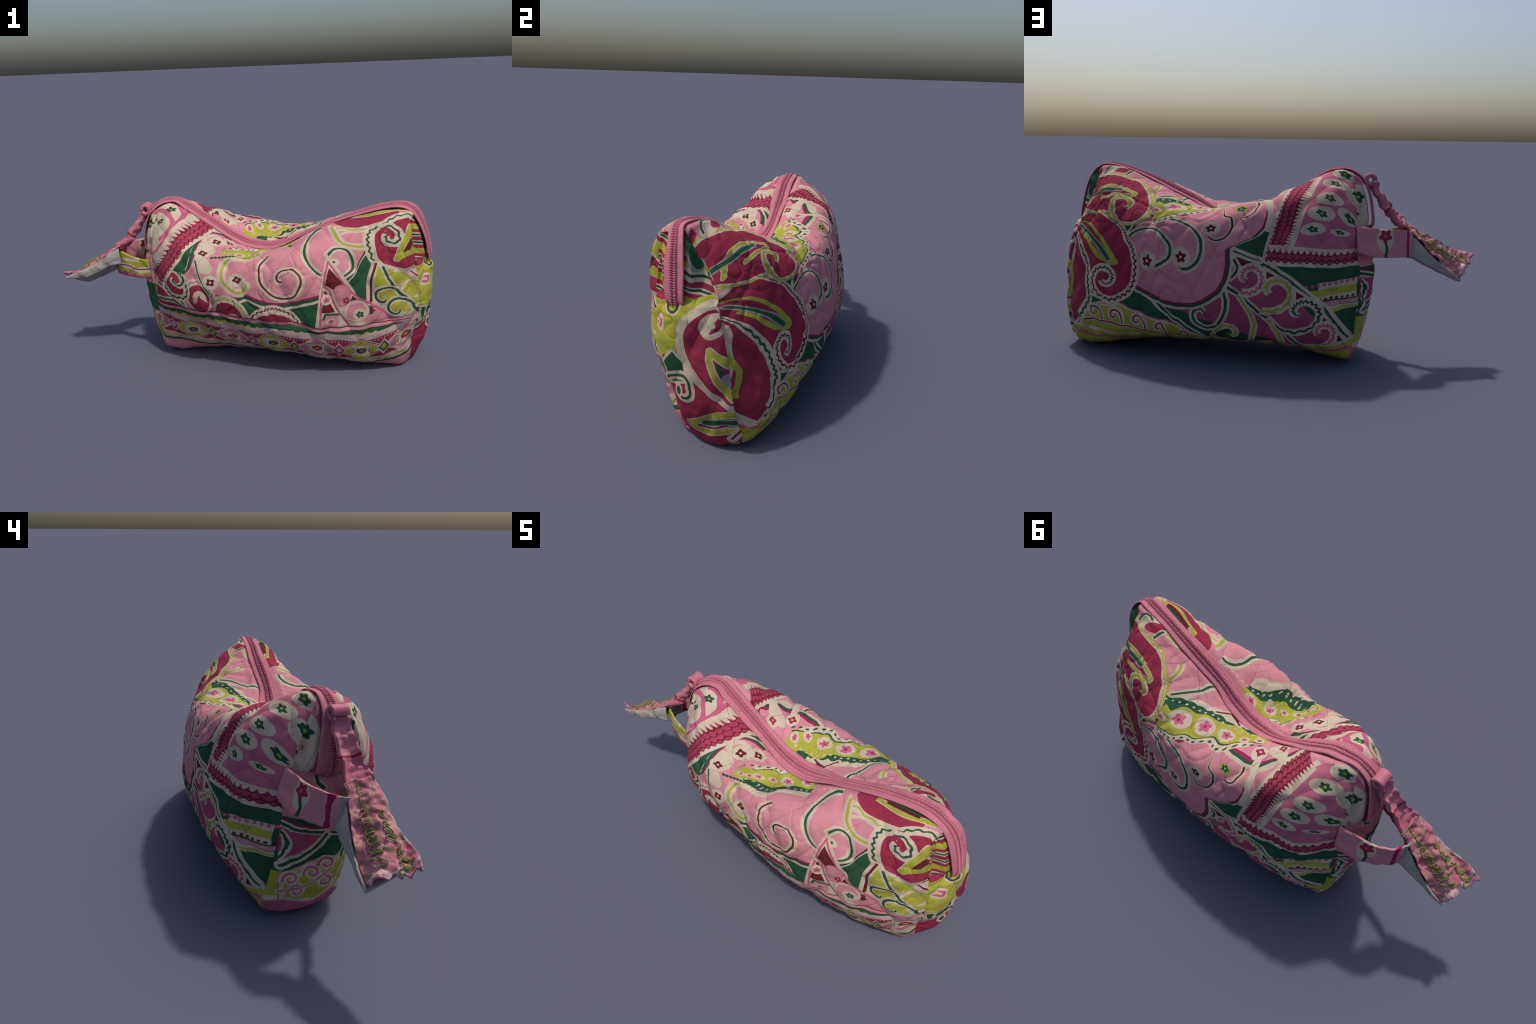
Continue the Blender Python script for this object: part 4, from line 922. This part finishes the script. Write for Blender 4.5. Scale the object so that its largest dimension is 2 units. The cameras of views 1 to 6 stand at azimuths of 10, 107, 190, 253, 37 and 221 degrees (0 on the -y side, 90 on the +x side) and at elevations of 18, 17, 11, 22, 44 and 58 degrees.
    d = m.line([(0.467, 0.739), (0.408, 0.764), (0.348, 0.779), (0.306, 0.823), (0.256, 0.836), (0.203, 0.889), (0.16, 0.885), (0.126, 0.896), (0.075, 0.946), (-0.003, 1.001), (-0.018, 1.03)], 9.0)
    m.beads(d, -.026, .028, .007, 'green')
    m.oval((0.455, 0.824), 0.030599999999999995, 0.026999999999999996, 0.0, [('cream', 1)])
    m.flower((0.455, 0.824), 0.018, 'rose', 'berry')
    m.oval((0.372, 0.866), 0.051, 0.045, 0.0, [('cream', 1)])
    m.flower((0.372, 0.866), 0.03, 'rose', 'berry')
    m.oval((0.263, 0.902), 0.047599999999999996, 0.042, 0.0, [('cream', 1)])
    m.flower((0.263, 0.902), 0.028, 'rose', 'berry')
    m.oval((0.162, 0.927), 0.039099999999999996, 0.0345, 0.0, [('cream', 1)])
    m.flower((0.162, 0.927), 0.023, 'rose', 'berry')
    m.oval((0.08, 0.958), 0.023799999999999998, 0.021, 0.0, [('cream', 1)])
    m.flower((0.08, 0.958), 0.014, 'rose', 'berry')
    m.oval((0.031, 1.0), 0.022099999999999998, 0.0195, 0.0, [('cream', 1)])
    m.flower((0.031, 1.0), 0.013, 'rose', 'berry')
    m.path([(0.468, 0.972), (0.425, 1.009), (0.401, 1.041), (0.38, 1.093)], 'green', 0.0065, halo=('cream', 0.022))
    m.path([(0.282, 0.996), (0.235, 1.04), (0.171, 1.015)], 'maroon', 0.004, halo=('cream', 0.014))
    m.arc((0.585, 1.155), [(0.667, 1.274), (0.615, 1.257), (0.564, 1.217), (0.531, 1.161), (0.511, 1.099), (0.52, 1.048)], 'lime', 0.007, halo=('cream', 0.018))
    m.oval((0.598, 1.173), 0.085, 0.055, -0.4, [('mauve', 1), ('pink', 0.85)])
    # ruby paisleys at the far end
    m.sheet('ruby_paisleys_at_the')
    m.blob((0.725, 0.481), [(0.854, 0.937), (0.751, 0.861), (0.666, 0.765), (0.591, 0.598), (0.544, 0.499), (0.527, 0.432), (0.532, 0.367), (0.575, 0.298), (0.649, 0.252), (0.708, 0.252), (0.759, 0.269), (0.801, 0.244), (0.822, 0.162), (0.888, 0.066), (0.952, 0.073), (0.96, 0.339), (0.945, 0.537)], [('cream', 0.018), ('crimson', -0.022)])
    m.arc((0.725, 0.481), [(0.844, 0.93), (0.75, 0.86), (0.668, 0.762), (0.59, 0.592), (0.546, 0.498), (0.53, 0.432), (0.535, 0.366), (0.575, 0.301), (0.65, 0.257), (0.708, 0.257)], 'maroon', 0.005, waves=46, amp=0.005)
    m.poly([(0.805, 0.238), (0.776, 0.257), (0.704, 0.24), (0.802, 0.204)], [('cream', 0.01), ('green', 0)])
    m.arc((0.701, 0.358), [(0.708, 0.259), (0.747, 0.29), (0.769, 0.349), (0.749, 0.399), (0.709, 0.411), (0.664, 0.389), (0.67, 0.34), (0.7, 0.331), (0.714, 0.351)], 'maroon', 0.0045, halo=('cream', 0.02), waves=16, amp=0.004)
    m.arc((0.958, 0.263), [(0.932, 0.617), (0.901, 0.54), (0.86, 0.477), (0.813, 0.409), (0.8, 0.317), (0.791, 0.221), (0.815, 0.176), (0.851, 0.126)], 'green', 0.0055, halo=('cream', 0.022), waves=34, amp=0.0035)
    m.path([(0.942, 0.815), (0.843, 0.773), (0.755, 0.611), (0.683, 0.486), (0.628, 0.431), (0.731, 0.456), (0.799, 0.503), (0.876, 0.626)], 'lime', 0.012)
    m.path([(0.909, 0.739), (0.788, 0.551), (0.69, 0.456)], 'green', 0.01, halo=('grey', 0.02))
    m.path([(0.955, 0.409), (0.926, 0.316), (0.947, 0.166)], 'lime', 0.012)
    m.blob((0.608, 0.908), [(0.898, 1.242), (0.783, 1.209), (0.701, 1.183), (0.63, 1.156), (0.552, 1.056), (0.508, 0.954), (0.488, 0.844), (0.513, 0.75), (0.565, 0.721), (0.629, 0.742), (0.669, 0.806), (0.751, 0.866), (0.942, 1.079), (0.931, 1.171)], [('lime', 0.022), ('cream', 0.014), ('crimson', -0.014)], [('lime', 0.004, 0.005, 40, 0.004)])
    m.path([(0.871, 0.994), (0.824, 1.069), (0.744, 1.076), (0.663, 1.037), (0.575, 0.963), (0.702, 0.977), (0.772, 0.98)], 'lime', 0.009, halo=('cream', 0.014))
    m.path([(0.888, 1.066), (0.816, 1.046), (0.754, 1.042), (0.679, 1.023)], 'green', 0.012, halo=('grey', 0.02))
    m.arc((0.641, 0.875), [(0.651, 0.774), (0.682, 0.834), (0.694, 0.885), (0.685, 0.933), (0.65, 0.951), (0.606, 0.919), (0.597, 0.88), (0.62, 0.86)], 'lime', 0.009, halo=('cream', 0.019))
    # small paisley tucked by the zipper
    m.sheet('small_paisley_tucked_by')
    m.oval((0.777, 1.274), 0.075, 0.045, -0.5, [('cream', 1)])
    m.oval((0.716, 1.271), 0.06, 0.032, -0.5, [('crimson', 1)])
    m.path([(0.827, 1.257), (0.817, 1.299), (0.786, 1.322), (0.753, 1.306)], 'green', 0.006)
    m.path([(0.695, 1.214), (0.687, 1.245), (0.677, 1.274)], 'green', 0.006, halo=('cream', 0.014))
    m.poly([(0.864, 1.322), (0.852, 1.277), (0.923, 1.184)], [('crimson', 0)])
    m.stitches(0.35, 0.54, 0.208, 0.4)
    return m.finish()

def print_printed_end():
    m = Cloth('printed_end', 'crimson', end_axes)
    # striped cloth gathered beside the zipper
    m.sheet('striped_cloth_gathered_beside')
    s = m.math('PINGPONG', m.math('MULTIPLY_ADD', m.p, .35, m.q), .060)
    hi = m.math('GREATER_THAN', m.q, .612)
    m.paint('lime', m.both(hi, m.less(s, .014)))
    m.paint('cream', m.both(hi, m.near(s, .040, .010)))
    m.paint('green', m.both(hi, m.near(s, .041, .004)))
    m.path([(-0.049, 0.713), (-0.017, 0.695), (0.03, 0.682)], 'green', 0.005, halo=('cream', 0.02))
    m.path([(-0.065, 0.853), (-0.032, 0.781), (-0.007, 0.728)], 'green', 0.012, halo=('grey', 0.022))
    # lime panel at the foot of the zipper
    m.sheet('lime_panel_at_the')
    m.poly([(-0.191, 0.553), (-0.125, 0.585), (0.065, 0.62), (0.075, 0.593), (0.029, 0.523), (-0.09, 0.399), (-0.192, 0.384)], [('lime', 0.01)])
    m.poly([(-0.186, 0.588), (-0.099, 0.571), (-0.075, 0.57), (-0.081, 0.482), (-0.145, 0.372), (-0.167, 0.388)], [('lime', 0.01)])
    m.oval((-0.089, 0.591), 0.04, 0.042, 0.0, [('cream', 1), ('green', 0.85), ('lime', 0.62)])
    m.path([(-0.162, 0.497), (-0.14, 0.492), (-0.136, 0.515), (-0.148, 0.52)], 'rose', 0.006, halo=('cream', 0.016))
    m.poly([(-0.167, 0.361), (0.021, 0.315), (-0.122, 0.26)], [('cream', 0.012), ('green', 0.0)])
    # big ruby paisley crossing the seam
    m.sheet('big_ruby_paisley_crossing')
    m.blob((0.098, 0.407), [(0.085, 0.577), (0.026, 0.564), (-0.019, 0.518), (-0.032, 0.449), (-0.004, 0.369), (0.044, 0.308), (0.11, 0.255), (0.178, 0.215), (0.169, 0.296), (0.153, 0.392), (0.113, 0.501)], [('cream', 0.034), ('crimson', 0)])
    m.poly([(0.072, 0.604), (0.113, 0.514), (0.178, 0.215), (0.185, 0.218), (0.11, 0.536), (0.078, 0.615)], [('crimson', 0.01)])
    m.oval((0.073, 0.524), 0.047, 0.046, 0.0, [('cream', 1)])
    m.arc((0.078, 0.53), [(0.07, 0.507), (0.087, 0.512), (0.094, 0.53), (0.085, 0.544), (0.096, 0.542)], 'crimson', 0.008)
    m.path([(0.146, 0.374), (0.067, 0.439), (0.083, 0.37), (0.112, 0.302), (0.165, 0.24)], 'lime', 0.01, halo=('cream', 0.015))
    m.path([(0.108, 0.377), (0.126, 0.328), (0.158, 0.291)], 'green', 0.008)
    m.oval((0.141, 0.315), 0.02, 0.03, 0.5, [('grey', 1)])
    # small motifs low on the front side
    m.sheet('small_motifs_low_on')
    m.poly([(-0.079, 0.408), (-0.044, 0.375), (-0.029, 0.325), (-0.111, 0.302), (-0.128, 0.349)], [('cream', 0.012), ('green', 0)])
    m.arc((-0.038, 0.262), [(-0.134, 0.218), (-0.072, 0.306), (-0.03, 0.312), (-0.008, 0.27), (-0.01, 0.232), (-0.04, 0.22), (-0.055, 0.247)], 'green', 0.006, halo=('cream', 0.02))
    m.path([(-0.027, 0.096), (0.046, 0.137), (0.136, 0.175), (0.18, 0.176)], 'lime', 0.012, halo=('cream', 0.017))
    m.path([(-0.027, 0.096), (0.022, 0.07), (0.103, 0.085), (0.177, 0.104)], 'lime', 0.012, halo=('cream', 0.017))
    m.path([(0.042, 0.115), (0.11, 0.131), (0.181, 0.142)], 'green', 0.01, halo=('grey', 0.018))
    m.path([(0.148, 0.052), (0.188, 0.103)], 'maroon', 0.004, halo=('cream', 0.02))
    m.oval((-0.059, 0.245), 0.02, 0.03, 0.0, [('cream', 1), ('green', 0.6)])
    m.stitches(-0.02, 0.4)
    return m.finish()

def print_printed_end_dark():
    m = Cloth('printed_end_dark', 'green', end_axes)
    # pale blossomed cloth above, pink panel below the zipper
    m.sheet('pale_blossomed_cloth_above')
    m.paint('rosy', m.math('GREATER_THAN', m.q, .628))
    m.oval((0.064, 0.763), 0.04, 0.06, 0.3, [('cream', 1)])
    m.oval((0.115, 0.69), 0.04, 0.055, 0.3, [('cream', 1)])
    m.oval((-0.111, 0.767), 0.045, 0.055, 0.3, [('cream', 1)])
    m.oval((0.085, 0.639), 0.03, 0.05, 0.3, [('cream', 1)])
    m.oval((0.045, 0.7), 0.02, 0.08, 0.3, [('cream', 1)])
    m.oval((-0.121, 0.696), 0.03, 0.06, 0.3, [('cream', 1)])
    m.flower((0.066, 0.76), 0.03, 'green', 'lime')
    m.flower((0.115, 0.694), 0.026, 'green', 'lime')
    m.flower((-0.111, 0.767), 0.028, 'green', 'lime')
    m.paint('pink', m.near(m.q, .535, .085))
    m.path([(0.032, 0.617), (0.031, 0.583), (0.008, 0.56)], 'green', 0.006, halo=('cream', 0.014))
    m.paint('lime', m.less(m.q, .23)); m.paint('cream', m.near(m.q, .105, .012)); m.paint('rosy', m.less(m.q, .09))
    # ruby and green edging, fuchsia and green fields
    m.sheet('ruby_and_green_edging')
    m.path([(0.159, 0.438), (0.129, 0.425), (0.091, 0.417), (0.025, 0.403), (-0.05, 0.39)], 'berry', 0.01)
    m.path([(0.16, 0.423), (0.131, 0.415), (0.091, 0.404), (0.024, 0.392), (-0.051, 0.377)], 'green', 0.006, halo=('cream', 0.014))
    m.poly([(0.161, 0.403), (-0.002, 0.372), (0.07, 0.304), (0.165, 0.261)], [('fuchsia', 0.004)])
    m.arc((0.164, 0.347), [(0.159, 0.388), (0.145, 0.364), (0.147, 0.317), (0.173, 0.286)], 'green', 0.006, halo=('cream', 0.016))
    m.path([(-0.005, 0.374), (0.034, 0.331), (0.085, 0.298), (0.165, 0.255)], 'green', 0.007, halo=('cream', 0.02))
    # lime hem with ruby squiggles
    m.sheet('lime_hem_with_ruby')
    m.poly([(0.165, 0.239), (0.063, 0.253), (-0.002, 0.28), (-0.09, 0.317), (-0.137, 0.279), (-0.064, 0.107), (0.004, 0.049), (0.155, 0.094)], [('rose', 0.012), ('cream', 0.006), ('lime', -0.012)])
    m.arc((0.124, 0.196), [(0.156, 0.183), (0.146, 0.215), (0.114, 0.215), (0.104, 0.185), (0.123, 0.18), (0.132, 0.198)], 'rose', 0.005, halo=('cream', 0.016))
    m.arc((0.04, 0.214), [(0.073, 0.202), (0.061, 0.231), (0.03, 0.233), (0.02, 0.204), (0.038, 0.197), (0.048, 0.214)], 'rose', 0.005, halo=('cream', 0.016))
    m.arc((-0.016, 0.249), [(0.018, 0.24), (0.008, 0.269), (-0.026, 0.268), (-0.038, 0.237), (-0.019, 0.231), (-0.008, 0.251)], 'rose', 0.005, halo=('cream', 0.016))
    m.arc((-0.018, 0.16), [(0.019, 0.153), (0.009, 0.184), (-0.027, 0.181), (-0.044, 0.142), (-0.025, 0.136), (-0.009, 0.163)], 'rose', 0.005, halo=('cream', 0.016))
    m.arc((0.095, 0.128), [(0.126, 0.111), (0.117, 0.147), (0.086, 0.151), (0.075, 0.117), (0.093, 0.111), (0.102, 0.128)], 'rose', 0.005, halo=('cream', 0.016))
    m.path([(0.17, 0.139), (0.095, 0.135), (0.029, 0.166), (-0.04, 0.215)], 'rose', 0.004, halo=('cream', 0.01))
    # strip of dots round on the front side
    m.sheet('strip_of_dots_round')
    m.poly([(-0.084, 0.319), (-0.116, 0.295), (-0.097, 0.254), (-0.062, 0.234)], [('cream', 0.0)])
    m.path([(-0.096, 0.297), (-0.082, 0.255)], 'green', 0.006)
    m.stitches(-0.02, 0.4)
    return m.finish()

def woven(name, ink, rough=.75, grain=300, fleck=.3):
    """plain woven or satin cloth with a fine grain"""
    m = Cloth(name, ink, end_axes, rough=rough)
    return m

def tape_material(name='zipper_tape_weave', dark='rosy', light='pink'):
    m = Cloth(name, dark, lambda c, x, y, z: (x, y), rough=.8)
    n = m.N.new('ShaderNodeTexNoise'); n.inputs['Scale'].default_value = 240; n.inputs['Detail'].default_value = 2
    m.L.new(m.obj, n.inputs['Vector'])
    m.paint(light, m.clip(m.math('MULTIPLY_ADD', n.outputs['Fac'], 2.4, -.75)))
    return m.finish(weave=260, bump=.5)

def satin(name, stitched=False):
    m = Cloth(name, 'pink', lambda c, x, y, z: (x, z), rough=.42)
    n = m.N.new('ShaderNodeTexNoise'); n.inputs['Scale'].default_value = 9; n.inputs['Detail'].default_value = 4
    m.L.new(m.obj, n.inputs['Vector'])
    m.paint('rosy', m.clip(m.math('MULTIPLY_ADD', n.outputs['Fac'], 3.0, -1.0)))
    k = m.N.new('ShaderNodeTexNoise'); k.inputs['Scale'].default_value = 26; k.inputs['Detail'].default_value = 3
    m.L.new(m.obj, k.inputs['Vector'])
    if not stitched:      # threads of a faded olive print showing through
        m.paint('thread', m.math('MULTIPLY', m.near(k.outputs['Fac'], .5, .022), .75))
    if stitched:
        s = m.vec('DOT_PRODUCT', m.P, (-.707, -.707, .074))
        m.paint('crimson', m.near(s, 0.0, .005))
        m.paint('rosy', m.math('MULTIPLY', m.math('GREATER_THAN', s, .01), .6))
    else:
        # faded, frayed lower end
        w = m.math('MULTIPLY_ADD', n.outputs['Fac'], .10, m.p)
        m.paint('dust', m.less(w, -.895)); m.paint('mauve', m.less(w, -.915))
    return m.finish(weave=500, bump=.15)

def loop_material():
    box = {}
    def axes(c, x, y, z):
        box['y'] = y; return x, z
    m = Cloth('printed_band', 'pink', axes)
    y = box['y']
    back, front = m.math('GREATER_THAN', y, .02), m.less(y, -.035)
    # the back arm: pink with one blossom and a ruby end
    f0 = m.col
    m.oval((-.590, .583), .036, .062, 0.0, [('cream', 1)])
    m.flower((-.590, .592), .031, 'crimson', 'rose')
    m.path([(-.592, .560), (-.598, .535), (-.594, .505)], 'green', .006)
    m.path([(-.690, .640), (-.692, .480)], 'berry', .006)
    # the front arm: lime with pale, ruby-edged bands
    m.paint('lime', front)
    d = m.line([(-.73, .520), (-.62, .530), (-.54, .515), (-.42, .545)], 9.0)
    m.paint('cream', m.both(front, m.near(d, 0.0, .015))); m.paint('maroon', m.both(front, m.near(d, .003, .003)))
    d = m.line([(-.73, .560), (-.62, .580), (-.54, .585)], 9.0)
    m.paint('cream', m.both(front, m.near(d, -.012, .010)))
    d = m.line([(-.73, .478), (-.62, .480), (-.54, .478), (-.42, .490)], 9.0)
    m.paint('rose', m.both(front, m.less(d, .012)))
    m.paint('grey', m.both(m.less(m.p, -.70), m.less(y, .03)))
    return m.finish()

def lining_material():
    m = Cloth('bare_lining', 'bare', lambda c, x, y, z: (x, z), rough=.8)
    n = m.N.new('ShaderNodeTexNoise'); n.inputs['Scale'].default_value = 7; n.inputs['Detail'].default_value = 3
    m.L.new(m.obj, n.inputs['Vector'])
    m.paint('mauve', m.clip(m.math('MULTIPLY_ADD', n.outputs['Fac'], 6.0, -3.55)))
    return m.finish(bump=.1)
INK['bare'] = (.36, .33, .30)

def base_material():
    m = Cloth('printed_base', 'dust', lambda c, x, y, z: (x, y))
    s = m.math('PINGPONG', m.q, .05)
    m.paint('pink', m.less(s, .02)); m.paint('green', m.near(s, .024, .005)); m.paint('lime', m.near(s, .040, .004))
    return m.finish()

def embroidery(tag, n, m, parent, mat):
    """loops of thread stitched along the tag"""
    co = [v.co.copy() for v in tag.data.vertices[:n * m]]
    no = [v.normal.copy() for v in tag.data.vertices[:n * m]]
    up = 1 if sum(v.z for v in no) > 0 else -1
    def at(u, v):
        i, k = min(max(u, 0), .999) * (n - 1), min(max(v, 0), .999) * (m - 1)
        a, b = int(i), int(k); f, g = i - a, k - b
        p = (co[a*m+b] * (1-f) + co[(a+1)*m+b] * f) * (1-g) + (co[a*m+b+1] * (1-f) + co[(a+1)*m+b+1] * f) * g
        return p
    rnd = random.Random(11)
    V, F = [], []
    for row, u0, u1, v0, tall in ((0, .06, .86, .34, .15), (1, .36, .93, .74, .13)):
        u = u0
        while u < u1:
            w, h, sl = rnd.uniform(.06, .13), tall * rnd.uniform(.55, 1.1), rnd.uniform(-.5, .5)
            turns = rnd.choice((.6, 1.0, 1.4))
            pts = []
            for t in np.linspace(0, 1, 26):
                a = t * turns * 2 * math.pi
                pts.append(at(u + w * t + .018 * math.sin(a * 1.3 + sl), v0 + h * math.sin(a) * (1 - .3 * t) + sl * h * t))
            o = len(V)
            for j, p in enumerate(pts):
                d = (pts[min(j + 1, 25)] - pts[max(j - 1, 0)]).normalized()
                s = d.cross(Vector((0, 0, 1))).normalized(); q = s.cross(d).normalized()
                if q.z < 0: q = -q
                c = p + Vector((-.30, 0, .95)) * .0062
                for k in range(6):
                    a = k * math.tau / 6
                    V.append(c + s * (.0026 * math.cos(a)) + q * (.0022 * math.sin(a)))
            for j in range(25):
                for k in range(6):
                    F.append((o+j*6+k, o+j*6+(k+1) % 6, o+(j+1)*6+(k+1) % 6, o+(j+1)*6+k))
            F.append(tuple(o + k for k in range(6))[::-1]); F.append(tuple(o + 25*6 + k for k in range(6)))
            u += w * rnd.uniform(.55, .9)
    ob = mesh_object('embroidery', V, F, mat, parent); ob['kind'] = 'stuff'
    return ob
INK['thread'] = (.17, .21, .06)
def thread_material():
    m = Cloth('embroidery_thread', 'thread', end_axes, rough=.6); return m.finish()
MATS.update(tape=tape_material(), coil=tape_material('zipper_coil_weave', 'coil', 'rosy'), teeth=tape_material('zipper_teeth_thread', 'rosy', 'pink'), neck=satin('neck_satin', True), tag=satin('tag_satin'), strap=loop_material(), lining=lining_material(), base=base_material(), thread=thread_material())

MATS['front'] = print_printed_front()
MATS['back'] = print_printed_back()
MATS['endR'] = print_printed_end()
MATS['endL'] = print_printed_end_dark()
root = bpy.data.objects.new('quilted_pouch', None)
bpy.context.scene.collection.objects.link(root)
root['label'] = 'quilted pink and green paisley fabric pouch with zipper'
root['category'] = 'cosmetic bag'

V, N, F, R = build_body()
for key, name in (('front', 'front_panel'), ('base', 'base_panel'), ('back', 'back_panel'), ('endR', 'end_panel'), ('endL', 'end_panel')):
    region_object(name, V, N, F, R == key, MATS[key], root)
zipper, teeth = build_zipper(root, MATS['tape'], MATS['teeth'])
teeth.parent = zipper

# pull: a fold of cloth through the slider at the zipper's left end, a stitched neck, a wide tag
slider_fold = bent_tube('zipper_slider', (-.506, 0, .834), .021, .019, -.006, -.072, -2.6, 3.3, MATS['neck'], zipper, 2)
neck_l = [(-.528,-.008,.825),(-.545,-.006,.780),(-.568,-.008,.742),(-.602,-.016,.696),(-.640,-.012,.655),(-.678,-.004,.620)]
neck_r = [(-.526,-.070,.818),(-.535,-.072,.782),(-.558,-.078,.748),(-.595,-.085,.710),(-.630,-.098,.668),(-.664,-.110,.634)]
neck = cloth_strip('zipper_puller', neck_l, neck_r, 70, 18, .026, MATS['neck'], root, bulge=-.016, crumple=.014, seed=2)
tag_l = [(-.664,.004,.630),(-.693,.000,.600),(-.735,.012,.572),(-.800,.026,.508),(-.870,.036,.454),(-.938,.036,.402)]
tag_r = [(-.652,-.110,.638),(-.715,-.122,.606),(-.785,-.116,.556),(-.860,-.124,.520),(-.935,-.134,.494),(-.994,-.122,.467)]
tag = cloth_strip('pull_tag', tag_l, tag_r, 110, 40, .010, MATS['tag'], neck, bulge=.010, crumple=.015, seed=4, fold=.013, ragged=.03)
embroidery(tag, 110, 40, tag, MATS['thread'])
back_t = [(-.690,.006,.592),(-.735,.016,.562),(-.800,.030,.498),(-.870,.040,.444),(-.936,.040,.394)]
back_b = [(-.706,.044,.494),(-.740,.042,.474),(-.800,.038,.446),(-.870,.038,.412),(-.938,.036,.382)]
flap = cloth_strip('tag_side', back_t, back_b, 70, 10, .009, MATS['lining'], tag, crumple=.005, seed=8)
und_l = [(-.706,.040,.490),(-.740,.036,.468),(-.800,.032,.440),(-.870,.032,.408),(-.935,.030,.380)]
und_r = [(-.690,-.106,.580),(-.745,-.112,.552),(-.800,-.110,.524),(-.870,-.116,.494),(-.950,-.114,.462)]
under = cloth_strip('tag_lining', und_l, und_r, 70, 24, .009, MATS['lining'], tag, bulge=-.004, crumple=.006, seed=9)

skirt_t = [(-.660,-.112,.630),(-.715,-.124,.600),(-.785,-.118,.550),(-.860,-.126,.514),(-.930,-.134,.488),(-.985,-.124,.464)]
skirt_b = [(-.655,-.110,.545),(-.715,-.118,.532),(-.785,-.114,.496),(-.850,-.118,.470),(-.915,-.122,.458),(-.978,-.120,.456)]
skirt = cloth_strip('tag_side', skirt_t, skirt_b, 80, 12, .009, MATS['lining'], tag, bulge=.004, crumple=.007, seed=12)

# carrying loop: a band sewn into both side seams of the left end
loop_t = [(-.455,.128,.634),(-.520,.122,.628),(-.580,.110,.622),(-.640,.088,.620),(-.684,.058,.614),(-.706,.010,.604),(-.695,-.050,.604),(-.650,-.094,.606),(-.590,-.120,.588),(-.515,-.134,.578),(-.440,-.150,.585)]
loop_b = [(-.470,.172,.524),(-.530,.158,.502),(-.590,.138,.497),(-.650,.102,.494),(-.700,.055,.490),(-.718,.000,.474),(-.690,-.052,.468),(-.640,-.090,.470),(-.575,-.116,.470),(-.505,-.136,.474),(-.440,-.165,.482)]
loop = cloth_strip('carrying_loop', loop_t, loop_b, 160, 16, .010, MATS['strap'], root, bulge=.0, crumple=.007, seed=6)
